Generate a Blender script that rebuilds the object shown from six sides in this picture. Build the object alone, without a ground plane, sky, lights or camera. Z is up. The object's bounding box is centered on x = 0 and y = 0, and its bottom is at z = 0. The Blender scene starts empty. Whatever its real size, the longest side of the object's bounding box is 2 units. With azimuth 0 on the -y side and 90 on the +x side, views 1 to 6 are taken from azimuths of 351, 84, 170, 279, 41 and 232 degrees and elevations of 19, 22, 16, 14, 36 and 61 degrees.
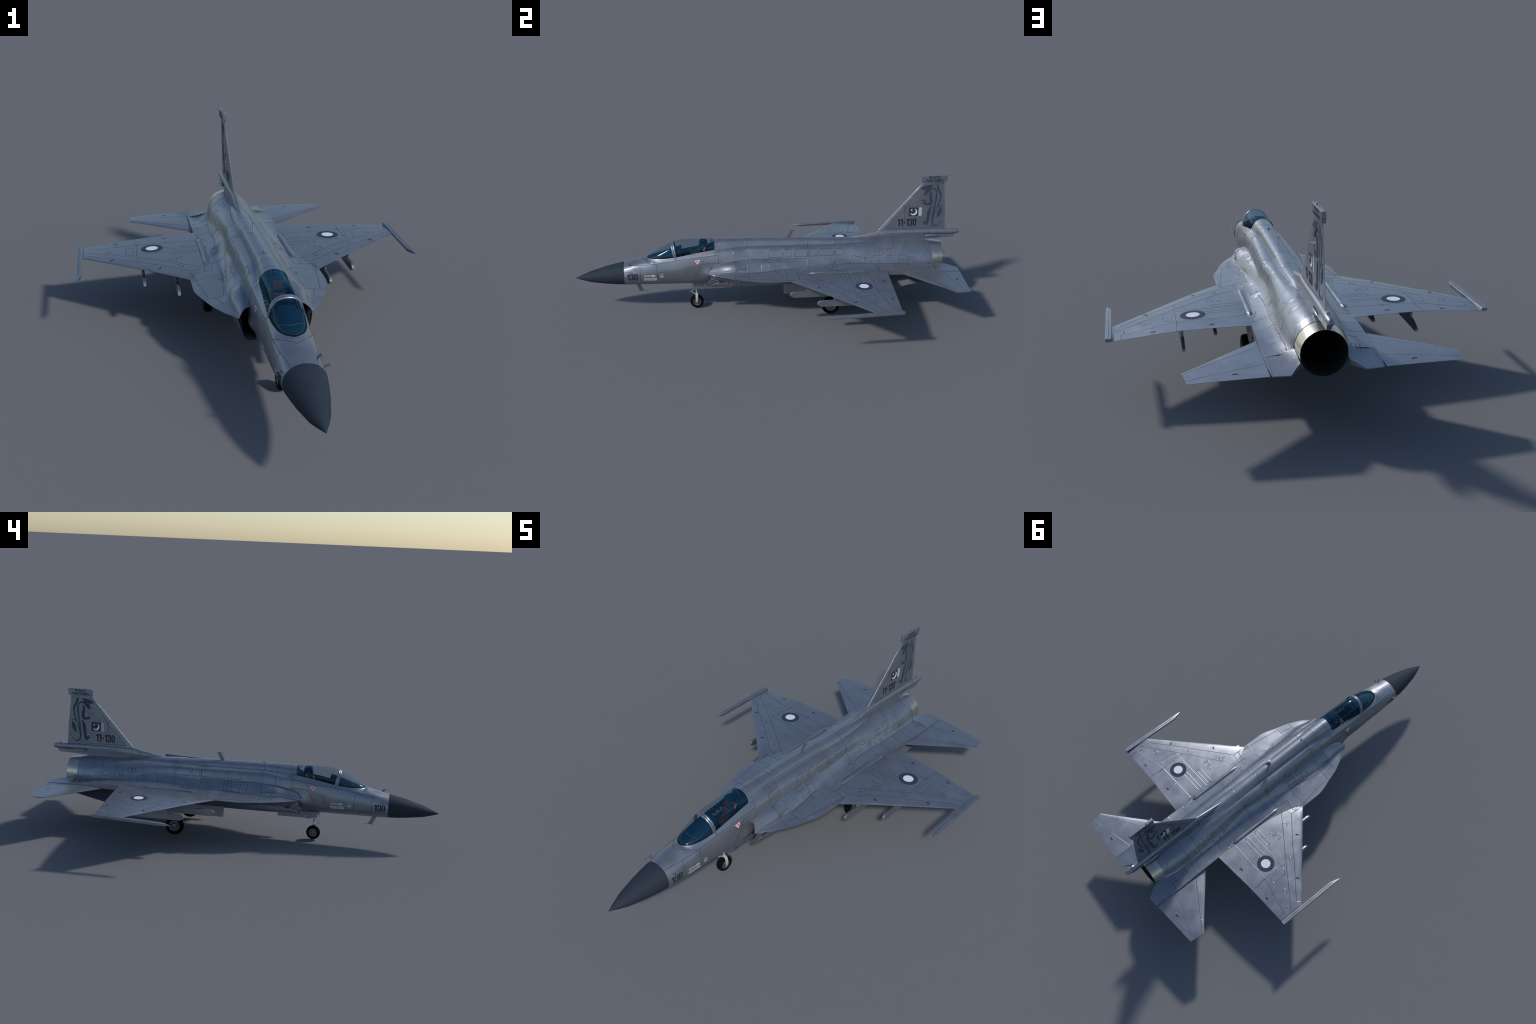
# Grey single-engine fighter jet, built part by part.  Nose points to -y.
import bpy, bmesh, math, random
import numpy as np
from mathutils import Vector, Matrix
from mathutils.bvhtree import BVHTree

random.seed(7)
SC = bpy.context.scene.collection

# ------------------------------------------------------------------ helpers
def pchip(xs, ys, q):
    """monotone cubic interpolation, ys may have several columns"""
    xs = np.asarray(xs, float); ys = np.asarray(ys, float)
    if ys.ndim == 1:
        return pchip(xs, ys[:, None], q)[..., 0]
    h = np.diff(xs)[:, None]; d = np.diff(ys, axis=0) / h
    m = np.zeros_like(ys); m[0], m[-1] = d[0], d[-1]
    for i in range(1, len(xs) - 1):
        w1, w2 = 2 * h[i] + h[i - 1], h[i] + 2 * h[i - 1]
        with np.errstate(divide="ignore", invalid="ignore"):
            v = (w1 + w2) / (w1 / d[i - 1] + w2 / d[i])
        m[i] = np.where(d[i - 1] * d[i] > 0, v, 0)
    q = np.atleast_1d(np.asarray(q, float))
    k = np.clip(np.searchsorted(xs, q) - 1, 0, len(xs) - 2)
    t = ((q - xs[k]) / h[k, 0])[:, None]; hh = h[k]
    return ((1 + 2 * t) * (1 - t) ** 2 * ys[k] + t * (1 - t) ** 2 * hh * m[k]
            + t * t * (3 - 2 * t) * ys[k + 1] + t * t * (t - 1) * hh * m[k + 1])

def spline(pts, breaks=(), n=4, sym=True):
    """Catmull-Rom through pts, with corners at the break indices, n steps per span"""
    pts = np.asarray(pts, float); k = len(pts); out = []
    br = sorted(set([0, k - 1, *breaks]))
    for a, b in zip(br[:-1], br[1:]):
        for i in range(a, b):
            p1, p2 = pts[i], pts[i + 1]
            p0 = pts[i - 1] if i > a else 2 * p1 - p2
            p3 = pts[i + 2] if i + 1 < b else 2 * p2 - p1
            if i == 0 and sym and p1[0] == 0: p0 = p2 * np.array([-1, 1])          # mirror half: flat across the centre line
            if i + 1 == k - 1 and sym and p2[0] == 0: p3 = p1 * np.array([-1, 1])
            l0 = max(np.linalg.norm(p1 - p0), 1e-6) ** .5; l1 = max(np.linalg.norm(p2 - p1), 1e-6) ** .5; l2 = max(np.linalg.norm(p3 - p2), 1e-6) ** .5
            t1 = ((p1 - p0) / l0 - (p2 - p0) / (l0 + l1) + (p2 - p1) / l1) * l1
            t2 = ((p2 - p1) / l1 - (p3 - p1) / (l1 + l2) + (p3 - p2) / l2) * l1
            for s in range(n):
                t = s / n
                out.append((1 + 2 * t) * (1 - t) ** 2 * p1 + t * (1 - t) ** 2 * t1 + t * t * (3 - 2 * t) * p2 + t * t * (t - 1) * t2)
    out.append(pts[-1])
    return np.array(out)

def empty(name, parent=None, loc=(0, 0, 0)):
    o = bpy.data.objects.new(name, None); SC.objects.link(o); o.location = loc
    o.empty_display_size = .05
    if parent: o.parent = parent
    return o

def finish_mesh(me, angle):
    for p in me.polygons: p.use_smooth = True
    if angle < 179: me.set_sharp_from_angle(angle=math.radians(angle))

def add(name, verts, faces, mat, parent, angle=35, weld=True, mirror=False, normals=True, kind=None):
    """mesh object from vertex and face lists (world coordinates)"""
    bm = bmesh.new()
    vs = [bm.verts.new(tuple(v)) for v in verts]
    for f in faces:
        ff = [vs[i] for i in f]
        if len(set(ff)) > 2:
            try: bm.faces.new(ff)
            except ValueError: pass
    if mirror:
        g = bmesh.ops.duplicate(bm, geom=bm.verts[:] + bm.edges[:] + bm.faces[:])
        nv = [e for e in g["geom"] if isinstance(e, bmesh.types.BMVert)]
        for v in nv: v.co.x = -v.co.x
        bmesh.ops.reverse_faces(bm, faces=[e for e in g["geom"] if isinstance(e, bmesh.types.BMFace)])
    if weld: bmesh.ops.remove_doubles(bm, verts=bm.verts, dist=2e-5)
    if normals: bmesh.ops.recalc_face_normals(bm, faces=bm.faces)
    me = bpy.data.meshes.new(name); bm.to_mesh(me); bm.free()
    me.materials.append(mat); finish_mesh(me, angle)
    o = bpy.data.objects.new(name, me); SC.objects.link(o)
    if parent: o.parent = parent
    if kind: o["kind"] = kind
    return o

def grid_faces(nr, nc, closed=False):
    f = []
    for r in range(nr - 1):
        for c in range(nc - 1 + (1 if closed else 0)):
            d = (c + 1) % nc
            f.append((r * nc + c, r * nc + d, (r + 1) * nc + d, (r + 1) * nc + c))
    return f

def tube(p, radii, seg=12, cap=True):
    """verts, faces of a tube along points p"""
    p = [Vector(q) for q in p]
    if not hasattr(radii, "__len__"): radii = [radii] * len(p)
    V, F = [], []
    up = None
    for i, q in enumerate(p):
        t = (p[min(i + 1, len(p) - 1)] - p[max(i - 1, 0)]).normalized()
        if up is None:
            up = Vector((1, 0, 0)) if abs(t.x) < .9 else Vector((0, 0, 1))
        a = (up - t * up.dot(t)).normalized(); b = t.cross(a); up = a
        for s in range(seg):
            w = 2 * math.pi * s / seg
            V.append(q + (a * math.cos(w) + b * math.sin(w)) * radii[i])
    F = grid_faces(len(p), seg, True)
    if cap:
        F.append(tuple(range(seg))[::-1]); F.append(tuple(range((len(p) - 1) * seg, len(p) * seg)))
    return V, F

def lathe(profile, origin, axis="x", seg=32):
    """profile (along, radius) turned round an axis through origin"""
    V = []
    for a, r in profile:
        for s in range(seg):
            w = 2 * math.pi * s / seg
            if axis == "x": V.append((origin[0] + a, origin[1] + r * math.cos(w), origin[2] + r * math.sin(w)))
            else: V.append((origin[0] + r * math.cos(w), origin[1] + a, origin[2] + r * math.sin(w)))
    return V, grid_faces(len(profile), seg, True)

def prism(outline, a, b, axis="x"):
    """extrude an outline; axis x: outline is (y,z); axis z: outline is (x,y); axis y: (x,z)"""
    n = len(outline)
    mk = {"x": lambda p, t: (t, p[0], p[1]), "z": lambda p, t: (p[0], p[1], t), "y": lambda p, t: (p[0], t, p[1])}[axis]
    V = [mk(p, a) for p in outline] + [mk(p, b) for p in outline]
    F = [tuple(range(n))[::-1], tuple(range(n, 2 * n))] + [(i, (i + 1) % n, n + (i + 1) % n, n + i) for i in range(n)]
    return V, F

def bevel(o, w, seg=2, angle=40):
    m = o.modifiers.new("bevel", "BEVEL"); m.width = w; m.segments = seg; m.limit_method = "ANGLE"; m.angle_limit = math.radians(angle)
    return o

def merge(*parts):
    V, F = [], []
    for v, f in parts:
        k = len(V); V += list(v); F += [tuple(i + k for i in q) for q in f]
    return V, F

# ---------------------------------------------------------------- materials
def mat(name, col, rough=.5, metal=0., noise=None, **kw):
    m = bpy.data.materials.new(name); m.use_nodes = True
    nt = m.node_tree; b = nt.nodes["Principled BSDF"]
    b.inputs["Base Color"].default_value = (*col, 1); b.inputs["Roughness"].default_value = rough; b.inputs["Metallic"].default_value = metal
    for k, v in kw.items(): b.inputs[k.replace("_", " ")].default_value = v
    if noise:
        c2, scale = noise
        tc = nt.nodes.new("ShaderNodeTexCoord"); nz = nt.nodes.new("ShaderNodeTexNoise"); nz.inputs["Scale"].default_value = scale; nz.inputs["Detail"].default_value = 6
        rp = nt.nodes.new("ShaderNodeValToRGB"); rp.color_ramp.elements[0].position = .35; rp.color_ramp.elements[1].position = .68
        rp.color_ramp.elements[0].color = (*col, 1); rp.color_ramp.elements[1].color = (*c2, 1)
        nt.links.new(tc.outputs["Object"], nz.inputs["Vector"]); nt.links.new(nz.outputs["Fac"], rp.inputs["Fac"]); nt.links.new(rp.outputs["Color"], b.inputs["Base Color"])
    return m

def paint_material(name, c0, c1, rough, metal):
    """weathered grey aircraft paint: cloudy tone changes, fine streaks along the airflow, uneven sheen"""
    m = bpy.data.materials.new(name); m.use_nodes = True
    nt = m.node_tree; N = nt.nodes.new; L = nt.links.new; b = nt.nodes["Principled BSDF"]
    tc = N("ShaderNodeTexCoord")
    n1 = N("ShaderNodeTexNoise"); n1.inputs["Scale"].default_value = 15; n1.inputs["Detail"].default_value = 8; n1.inputs["Roughness"].default_value = .62
    mp = N("ShaderNodeMapping"); mp.inputs["Scale"].default_value = (60, 9, 60)
    n2 = N("ShaderNodeTexNoise"); n2.inputs["Scale"].default_value = 3; n2.inputs["Detail"].default_value = 5
    L(tc.outputs["Object"], n1.inputs["Vector"]); L(tc.outputs["Object"], mp.inputs["Vector"]); L(mp.outputs["Vector"], n2.inputs["Vector"])
    mix = N("ShaderNodeMath"); mix.operation = "MULTIPLY_ADD"; mix.inputs[1].default_value = .3
    L(n2.outputs["Fac"], mix.inputs[0]); L(n1.outputs["Fac"], mix.inputs[2])
    rp = N("ShaderNodeValToRGB"); rp.color_ramp.elements[0].position = .45; rp.color_ramp.elements[1].position = .85
    rp.color_ramp.elements[0].color = (*c0, 1); rp.color_ramp.elements[1].color = (*c1, 1)
    L(mix.outputs[0], rp.inputs["Fac"]); L(rp.outputs["Color"], b.inputs["Base Color"])
    rr = N("ShaderNodeMapRange"); rr.inputs["From Min"].default_value = .3; rr.inputs["From Max"].default_value = .7
    rr.inputs["To Min"].default_value = rough - .05; rr.inputs["To Max"].default_value = rough + .06
    L(n1.outputs["Fac"], rr.inputs["Value"]); L(rr.outputs["Result"], b.inputs["Roughness"])
    b.inputs["Metallic"].default_value = metal
    bp = N("ShaderNodeBump"); bp.inputs["Strength"].default_value = .03; bp.inputs["Distance"].default_value = .002
    L(n1.outputs["Fac"], bp.inputs["Height"]); L(bp.outputs["Normal"], b.inputs["Normal"])
    return m

PAINT = paint_material("grey_paint", (.238, .260, .300), (.290, .313, .360), .36, .72)
RADOME = mat("radome_paint", (.022, .032, .048), .72, noise=((.026, .037, .054), 14), Specular_IOR_Level=.22)
DARK = mat("duct_black", (.010, .012, .015), .7)
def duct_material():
    """grey-to-black ramp along y: daylight falling off inside the intake, baked into the colour"""
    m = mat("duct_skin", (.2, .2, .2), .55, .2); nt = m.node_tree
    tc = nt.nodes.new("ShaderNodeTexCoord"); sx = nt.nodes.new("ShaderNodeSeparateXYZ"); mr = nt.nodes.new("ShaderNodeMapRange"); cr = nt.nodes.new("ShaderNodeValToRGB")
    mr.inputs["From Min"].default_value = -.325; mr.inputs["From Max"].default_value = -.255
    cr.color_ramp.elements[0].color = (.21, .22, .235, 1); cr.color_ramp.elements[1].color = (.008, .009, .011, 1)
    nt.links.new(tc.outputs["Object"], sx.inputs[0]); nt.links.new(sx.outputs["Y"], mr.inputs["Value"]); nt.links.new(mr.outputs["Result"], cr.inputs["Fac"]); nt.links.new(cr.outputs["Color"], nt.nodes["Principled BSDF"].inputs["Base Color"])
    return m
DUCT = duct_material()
SOOT = mat("soot_black", (.006, .006, .007), .8)
LINE = mat("panel_gap", (.030, .036, .038), .55, .2)
NAVY = mat("marking_navy", (.030, .048, .080), .6, Specular_IOR_Level=.25)
CATBLUE = mat("emblem_blue", (.040, .064, .108), .6, Specular_IOR_Level=.25)
STENCIL = mat("stencil_black", (.015, .021, .036), .6, Specular_IOR_Level=.25)
WHITE = mat("marking_white", (.78, .80, .88), .5)
LIGHTGREY = mat("marking_light_grey", (.50, .52, .51), .55)
RED = mat("marking_red", (.70, .045, .04), .45)
LAMP_RED = mat("lamp_red", (.75, .01, .01), .25)
LAMP_GREEN = mat("lamp_green", (.03, .33, .02), .25)
TYRE = mat("tyre_rubber", (.0030, .0030, .0030), .9, Specular_IOR_Level=.12)
RIM = mat("wheel_alloy", (.20, .22, .235), .42, .6)
GEARWHITE = mat("gear_white", (.50, .51, .50), .45, noise=((.42, .43, .42), 60))
DOORGREY = mat("gear_door_grey", (.17, .19, .20), .5, .3)
STEEL = mat("nozzle_steel", (.56, .515, .44), .31, .95, noise=((.66, .62, .56), 18))
COCKPIT = mat("cockpit_navy", (.004, .020, .046), .85, Specular_IOR_Level=.12)
PAD = mat("seat_leather", (.026, .009, .009), .75)
PANELGREY = mat("cockpit_grey", (.065, .07, .07), .7)

def glass_material():
    """clear acrylic mixed with diffuse blue, teal band a little above the sill"""
    m = bpy.data.materials.new("tinted_glass"); m.use_nodes = True
    nt = m.node_tree; N = nt.nodes.new; L = nt.links.new
    nt.nodes.remove(nt.nodes["Principled BSDF"]); out = nt.nodes["Material Output"]
    tc = N("ShaderNodeTexCoord"); sx = N("ShaderNodeSeparateXYZ"); L(tc.outputs["Object"], sx.inputs[0])
    sill = N("ShaderNodeMapRange"); sill.inputs["From Min"].default_value = -.62; sill.inputs["From Max"].default_value = -.2885
    sill.inputs["To Min"].default_value = .289; sill.inputs["To Max"].default_value = .3376; L(sx.outputs["Y"], sill.inputs["Value"])
    up = N("ShaderNodeMath"); up.operation = "SUBTRACT"; L(sx.outputs["Z"], up.inputs[0]); L(sill.outputs["Result"], up.inputs[1])
    h = N("ShaderNodeMapRange"); h.inputs["From Min"].default_value = 0; h.inputs["From Max"].default_value = .05; L(up.outputs[0], h.inputs["Value"])
    cr = N("ShaderNodeValToRGB"); el = cr.color_ramp.elements
    el[0].position = .22; el[0].color = (.001, .004, .006, 1); el[1].position = .62; el[1].color = (.004, .060, .155, 1)
    e = el.new(.29); e.color = (.006, .150, .180, 1); e = el.new(.38); e.color = (.004, .065, .150, 1)
    L(h.outputs["Result"], cr.inputs["Fac"])
    tr = N("ShaderNodeBsdfTransparent"); tr.inputs["Color"].default_value = (.90, .95, .98, 1)
    df = N("ShaderNodeBsdfDiffuse"); L(cr.outputs["Color"], df.inputs["Color"])
    m1 = N("ShaderNodeMixShader"); m1.inputs[0].default_value = .115; L(tr.outputs[0], m1.inputs[1]); L(df.outputs[0], m1.inputs[2])
    gl = N("ShaderNodeBsdfGlossy"); gl.inputs["Roughness"].default_value = .10; gl.inputs["Color"].default_value = (.35, .75, .92, 1)
    lw = N("ShaderNodeLayerWeight"); lw.inputs["Blend"].default_value = .5
    pw = N("ShaderNodeMath"); pw.operation = "POWER"; pw.inputs[1].default_value = 4; L(lw.outputs["Facing"], pw.inputs[0])
    ma = N("ShaderNodeMath"); ma.operation = "MULTIPLY_ADD"; ma.inputs[1].default_value = .22; ma.inputs[2].default_value = .035; L(pw.outputs[0], ma.inputs[0])
    mx = N("ShaderNodeMixShader"); L(ma.outputs[0], mx.inputs[0]); L(m1.outputs[0], mx.inputs[1]); L(gl.outputs[0], mx.inputs[2])
    L(mx.outputs[0], out.inputs["Surface"])
    return m
GLASS = glass_material()

# --------------------------------------------------------------------- root
ROOT = empty("fighter_jet")
ROOT["label"] = "grey single-engine fighter jet with bubble canopy, parked on its wheels"
ROOT["category"] = "fighter jet"
SOLID = []            # objects that markings and panel lines are laid on

# ------------------------------------------------------------------- radome
def build_radome():
    st = [(-.9995, .1893, .0005, .0005), (-.96, .1925, .0175, .0155), (-.92, .1955, .0325, .0286), (-.843, .2017, .0508, .0450), (-.79, .2058, .0600, .0535), (-.75, .2087, .0655, .0579)]
    rows = []
    for y, zc, rx, rz in st:
        rows.append([(rx * math.sin(2 * math.pi * i / 40), y, zc + rz * math.cos(2 * math.pi * i / 40)) for i in range(40)])
    V = [p for r in rows for p in r]; F = grid_faces(len(rows), 40, True); F.append(tuple(range(40)))
    return add("radome", V, F, RADOME, ROOT, 60)
SOLID.append(build_radome())

# ----------------------------------------------------- forward fuselage shell
# half sections (x,z): rim, upper, shoulder line, widest, lower, chine, keel
NOSE = {
 -.7500: [(0, .2666), (.0310, .2600), (.0510, .2450), (.0655, .2105), (.0575, .1800), (.0340, .1575), (0, .1508)],
 -.6705: [(0, .2860), (.0300, .2800), (.0535, .2662), (.0695, .2200), (.0620, .1820), (.0385, .1580), (0, .1500)],
 -.6320: [(0, .2940), (.0290, .2885), (.0572, .2700), (.0712, .2230), (.0640, .1825), (.0395, .1577), (0, .1496)],
 -.6000: [(.0370, .2950), (.0470, .2860), (.0598, .2730), (.0723, .2260), (.0650, .1828), (.0400, .1575), (0, .1494)],
 -.5544: [(.0495, .2970), (.0555, .2885), (.0622, .2765), (.0737, .2295), (.0660, .1830), (.0405, .1573), (0, .1492)],
 -.4886: [(.0545, .3045), (.0595, .2960), (.0655, .2830), (.0757, .2360), (.0680, .1850), (.0420, .1570), (0, .1490)],
 -.3760: [(.0515, .3240), (.0615, .3110), (.0700, .2980), (.0783, .2500), (.0700, .1880), (.0430, .1565), (0, .1485)],
 -.2885: [(.0478, .3376), (.0590, .3275), (.0688, .3165), (.0798, .2680), (.0720, .1950), (.0450, .1560), (0, .1478)],
}
def nose_rim(y):
    """canopy opening: half width and height at y"""
    xs = pchip([-.6320, -.6260, -.615, -.600, -.58, -.5544, -.52, -.4886, -.43, -.376, -.33, -.2885], [0, .017, .0285, .0372, .0445, .0495, .0532, .0545, .0535, .0515, .0495, .0478], y)[0]
    zs = pchip([-.6320, -.600, -.5544, -.52, -.4886, -.376, -.2885], [.2940, .2948, .2970, .3003, .3045, .3240, .3376], y)[0]
    return xs, zs
def build_nose():
    ky = sorted(NOSE); tab = np.array([np.array(NOSE[k]).ravel() for k in ky])
    ys = np.unique(np.concatenate([np.linspace(-.75, -.632, 9), -.632 + .0776 * (np.linspace(0, 1, 9)) ** 2, np.linspace(-.5544, -.2885, 22)]))
    rows = []
    for y in ys:
        p = pchip(ky, tab, y)[0].reshape(-1, 2).copy()
        if y > -.632:
            xs, zs = nose_rim(y); p[0] = (xs, zs)
            if y < -.5544: p[1] = (max(p[1][0], xs + .004), min(p[1][1], zs - .0035))
        c = spline(p, (), 6)
        # bump in front of the air intake
        b = .014 * math.exp(-((y + .318) / .038) ** 2)
        w = np.exp(-((c[:, 1] - .212) / .026) ** 2)
        c[:, 0] += b * w
        rows.append([(x, y, z) for x, z in c])
    nc = len(rows[0]); V = [q for r in rows for q in r]
    return add("nose_fuselage", V, grid_faces(len(rows), nc), PAINT, ROOT, 40, mirror=True)
SOLID.append(build_nose())

# ------------------------------------- main body, with intake cheeks and shelf
# half sections: 0 top,1 spine,2 valley,3 shoulder,4 side,5 seam,6-7 cheek,8 root,9 plate,10 edge,11 under,12 low side,13 corner,14 belly,15 keel
BODY = {
 -.3250: [(0, .3790), (.0310, .3670), (.0465, .3370), (.0580, .3280), (.0700, .3160), (.0815, .2590), (.0975, .2570), (.1130, .2450), (.1192, .2345), (.1212, .2295), (.1226, .2267), (.1205, .2220), (.1120, .1920), (.0985, .1575), (.0640, .1515), (0, .1470)],
 -.2900: [(0, .3795), (.0310, .3675), (.0465, .3370), (.0580, .3280), (.0700, .3160), (.0810, .2680), (.0985, .2630), (.1150, .2480), (.1210, .2345), (.1290, .2292), (.1365, .2264), (.1290, .2218), (.1135, .1940), (.1020, .1585), (.0620, .1495), (0, .1460)],
 -.2583: [(0, .3795), (.0300, .3680), (.0455, .3385), (.0580, .3300), (.0700, .3170), (.0808, .2735), (.0990, .2680), (.1170, .2500), (.1235, .2355), (.1400, .2295), (.1535, .2259), (.1400, .2215), (.1150, .1950), (.1050, .1590), (.0600, .1485), (0, .1455)],
 -.1900: [(0, .3790), (.0275, .3700), (.0400, .3430), (.0560, .3360), (.0700, .3230), (.0825, .2860), (.1060, .2770), (.1260, .2585), (.1320, .2408), (.1600, .2320), (.1882, .2255), (.1700, .2210), (.1250, .1980), (.1140, .1600), (.0600, .1470), (0, .1445)],
 -.1240: [(0, .3780), (.0255, .3690), (.0352, .3465), (.0500, .3440), (.0640, .3330), (.0812, .2895), (.1020, .2740), (.1210, .2530), (.1305, .2390), (.1700, .2310), (.2095, .2242), (.1900, .2200), (.1330, .1980), (.1180, .1600), (.0600, .1460), (0, .1440)],
 -.0200: [(0, .3765), (.0250, .3675), (.0345, .3460), (.0510, .3430), (.0665, .3330), (.0822, .2895), (.1020, .2770), (.1170, .2590), (.1265, .2420), (.1850, .2315), (.2360, .2248), (.2150, .2200), (.1380, .1980), (.1100, .1560), (.0560, .1450), (0, .1435)],
 .0700: [(0, .3745), (.0245, .3660), (.0340, .3452), (.0520, .3425), (.0690, .3325), (.0840, .2890), (.0990, .2770), (.1095, .2630), (.1190, .2490), (.1750, .2345), (.2362, .2250), (.2150, .2190), (.1350, .1980), (.0950, .1510), (.0500, .1435), (0, .1425)],
 .1300: [(0, .3730), (.0245, .3648), (.0338, .3445), (.0530, .3415), (.0705, .3320), (.0850, .2880), (.0980, .2735), (.1075, .2605), (.1190, .2500), (.1800, .2345), (.2362, .2262), (.2150, .2215), (.1350, .1970), (.0950, .1500), (.0500, .1430), (0, .1420)],
 .1900: [(0, .3705), (.0240, .3630), (.0335, .3440), (.0540, .3405), (.0720, .3313), (.0862, .2875), (.0965, .2710), (.1075, .2580), (.1210, .2490), (.1640, .2372), (.2320, .2285), (.2100, .2225), (.1300, .1960), (.0950, .1500), (.0500, .1430), (0, .1420)],
 .2500: [(0, .3685), (.0245, .3610), (.0350, .3435), (.0545, .3395), (.0705, .3285), (.0825, .2905), (.0925, .2735), (.1040, .2600), (.1200, .2495), (.1600, .2385), (.2180, .2310), (.2000, .2235), (.1300, .1960), (.0950, .1505), (.0500, .1435), (0, .1425)],
 .3290: [(0, .3655), (.0250, .3585), (.0360, .3430), (.0550, .3385), (.0690, .3250), (.0785, .2930), (.0870, .2800), (.0955, .2715), (.1050, .2635), (.1540, .2400), (.1725, .2372), (.1725, .2150), (.1300, .1960), (.0950, .1510), (.0500, .1440), (0, .1430)],
 .4500: [(0, .3620), (.0215, .3560), (.0310, .3440), (.0520, .3370), (.0690, .3220), (.0810, .2960), (.0890, .2800), (.0970, .2690), (.1062, .2590), (.1540, .2398), (.1722, .2372), (.1722, .2150), (.1250, .1960), (.0930, .1560), (.0500, .1470), (0, .1450)],
 .5750: [(0, .3490), (.0130, .3478), (.0200, .3462), (.0480, .3350), (.0690, .3170), (.0830, .2970), (.0905, .2800), (.0980, .2670), (.1075, .2545), (.1520, .2395), (.1722, .2372), (.1722, .2150), (.1180, .2000), (.0880, .1650), (.0480, .1530), (0, .1500)],
 .6400: [(0, .3455), (.0160, .3445), (.0310, .3428), (.0520, .3320), (.0700, .3150), (.0815, .2990), (.0915, .2800), (.0990, .2650), (.1080, .2520), (.1500, .2402), (.1725, .2380), (.1725, .2148), (.1130, .2020), (.0850, .1720), (.0480, .1580), (0, .1545)],
 .7100: [(0, .3445), (.0170, .3435), (.0330, .3400), (.0540, .3290), (.0700, .3150), (.0835, .2980), (.0918, .2780), (.0970, .2620), (.1045, .2475), (.1450, .2370), (.1728, .2355), (.1728, .2145), (.1100, .2030), (.0830, .1760), (.0470, .1610), (0, .1570)],
 .8000: [(0, .3405), (.0200, .3392), (.0380, .3325), (.0560, .3200), (.0700, .3050), (.0810, .2870), (.0880, .2680), (.0925, .2550), (.1018, .2435), (.1350, .2325), (.1728, .2315), (.1728, .2140), (.1050, .2030), (.0810, .1790), (.0460, .1650), (0, .1620)],
 .8420: [(0, .3335), (.0205, .3309), (.0385, .3238), (.0545, .3126), (.0668, .2987), (.0755, .2827), (.0803, .2660), (.0850, .2530), (.0985, .2410), (.1320, .2318), (.1728, .2308), (.1728, .2138), (.0880, .2070), (.0690, .1960), (.0400, .1815), (0, .1732)],
}
LIP = [-.2583] * 5 + [-.298, -.304, -.317, -.3225, -.3190, -.3150, -.3060, -.3120, -.3240, -.3245, -.3180, -.2583]
def body_section(y):
    ky = sorted(BODY); tab = np.array([np.array(BODY[k]).ravel() for k in ky])
    p = pchip(ky, tab, y)[0].reshape(-1, 2)
    flare = p[8] * .58 + p[9] * .42 - np.array([0, .0014])      # concave sweep from cheek to plate
    return np.insert(p, 9, flare, axis=0)
def body_breaks(y):
    b = [11]
    if y < -.03 or y > .30: b.append(8)
    if y < .60: b.append(2)
    if y < .14: b.append(5)
    if y > .14: b.append(12)
    return b
NSUB = 4
def build_body():
    ys = np.unique(np.round(np.concatenate([np.linspace(-.325, -.2583, 7), np.linspace(-.2583, .842, 100)]), 5))
    rows, V, F = [], [], []
    lip = np.interp(np.arange(16 * NSUB + 1) / NSUB, range(17), LIP)
    for y in ys:
        c = spline(body_section(y), body_breaks(y), NSUB)
        yy = np.full(len(c), y)
        if y < -.2583:
            s = (y + .325) / (.325 - .2583); yy = lip + s * (-.2583 - lip)
        rows.append([(c[i][0], yy[i], c[i][1]) for i in range(len(c))])
    nc = len(rows[0]); V = [q for r in rows for q in r]
    for f in grid_faces(len(rows), nc):
        r, c = divmod(f[0], nc)
        if ys[r] < -.2584 and not (5 * NSUB <= c < 15 * NSUB): continue
        F.append(f)
    o = add("main_fuselage", V, F, PAINT, ROOT, 32, mirror=True)
    ring = rows[-1]; W = [(x, y - .0006, z) for x, y, z in ring] + [(-x, y - .0006, z) for x, y, z in ring[-2:0:-1]]
    U = []
    for x, y, z in W:
        t = math.atan2(z - .252, x); U.append((.0800 * math.cos(t), y, .252 + .0800 * math.sin(t)))
    n = len(W); add("rear_frame", W + U, [(i, (i + 1) % n, n + (i + 1) % n, n + i) for i in range(n)], PAINT, ROOT, 30)
    return o
SOLID.append(build_body())

def build_neck():
    """nose tube carried on inside the main body: cockpit rear ring and inner wall of the intakes"""
    rows = []
    for i, y in enumerate(np.linspace(-.2885, -.2583, 4)):
        p = pchip([-.2885, -.2583], [np.array([(0, .3790), (.0300, .3680), (.0478, .3376), (.0590, .3280), (.0693, .3165), (.0800, .2690), (.0720, .1950), (.0450, .1560), (0, .1478)]).ravel(),
                                     np.array([(0, .3795), (.0300, .3680), (.0455, .3385), (.0580, .3300), (.0700, .3170), (.0812, .2735), (.0740, .1980), (.0450, .1550), (0, .1462)]).ravel()], y)[0].reshape(-1, 2)
        c = spline(p, (2,), 5)
        b = .014 * math.exp(-((y + .318) / .038) ** 2)
        c[:, 0] += b * np.exp(-((c[:, 1] - .212) / .026) ** 2)
        rows.append([(x, y, z) for x, z in c])
    V = [q for r in rows for q in r]
    return add("cockpit_rear_frame", V, grid_faces(len(rows), len(rows[0])), PAINT, ROOT, 40, mirror=True)
SOLID.append(build_neck())

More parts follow.
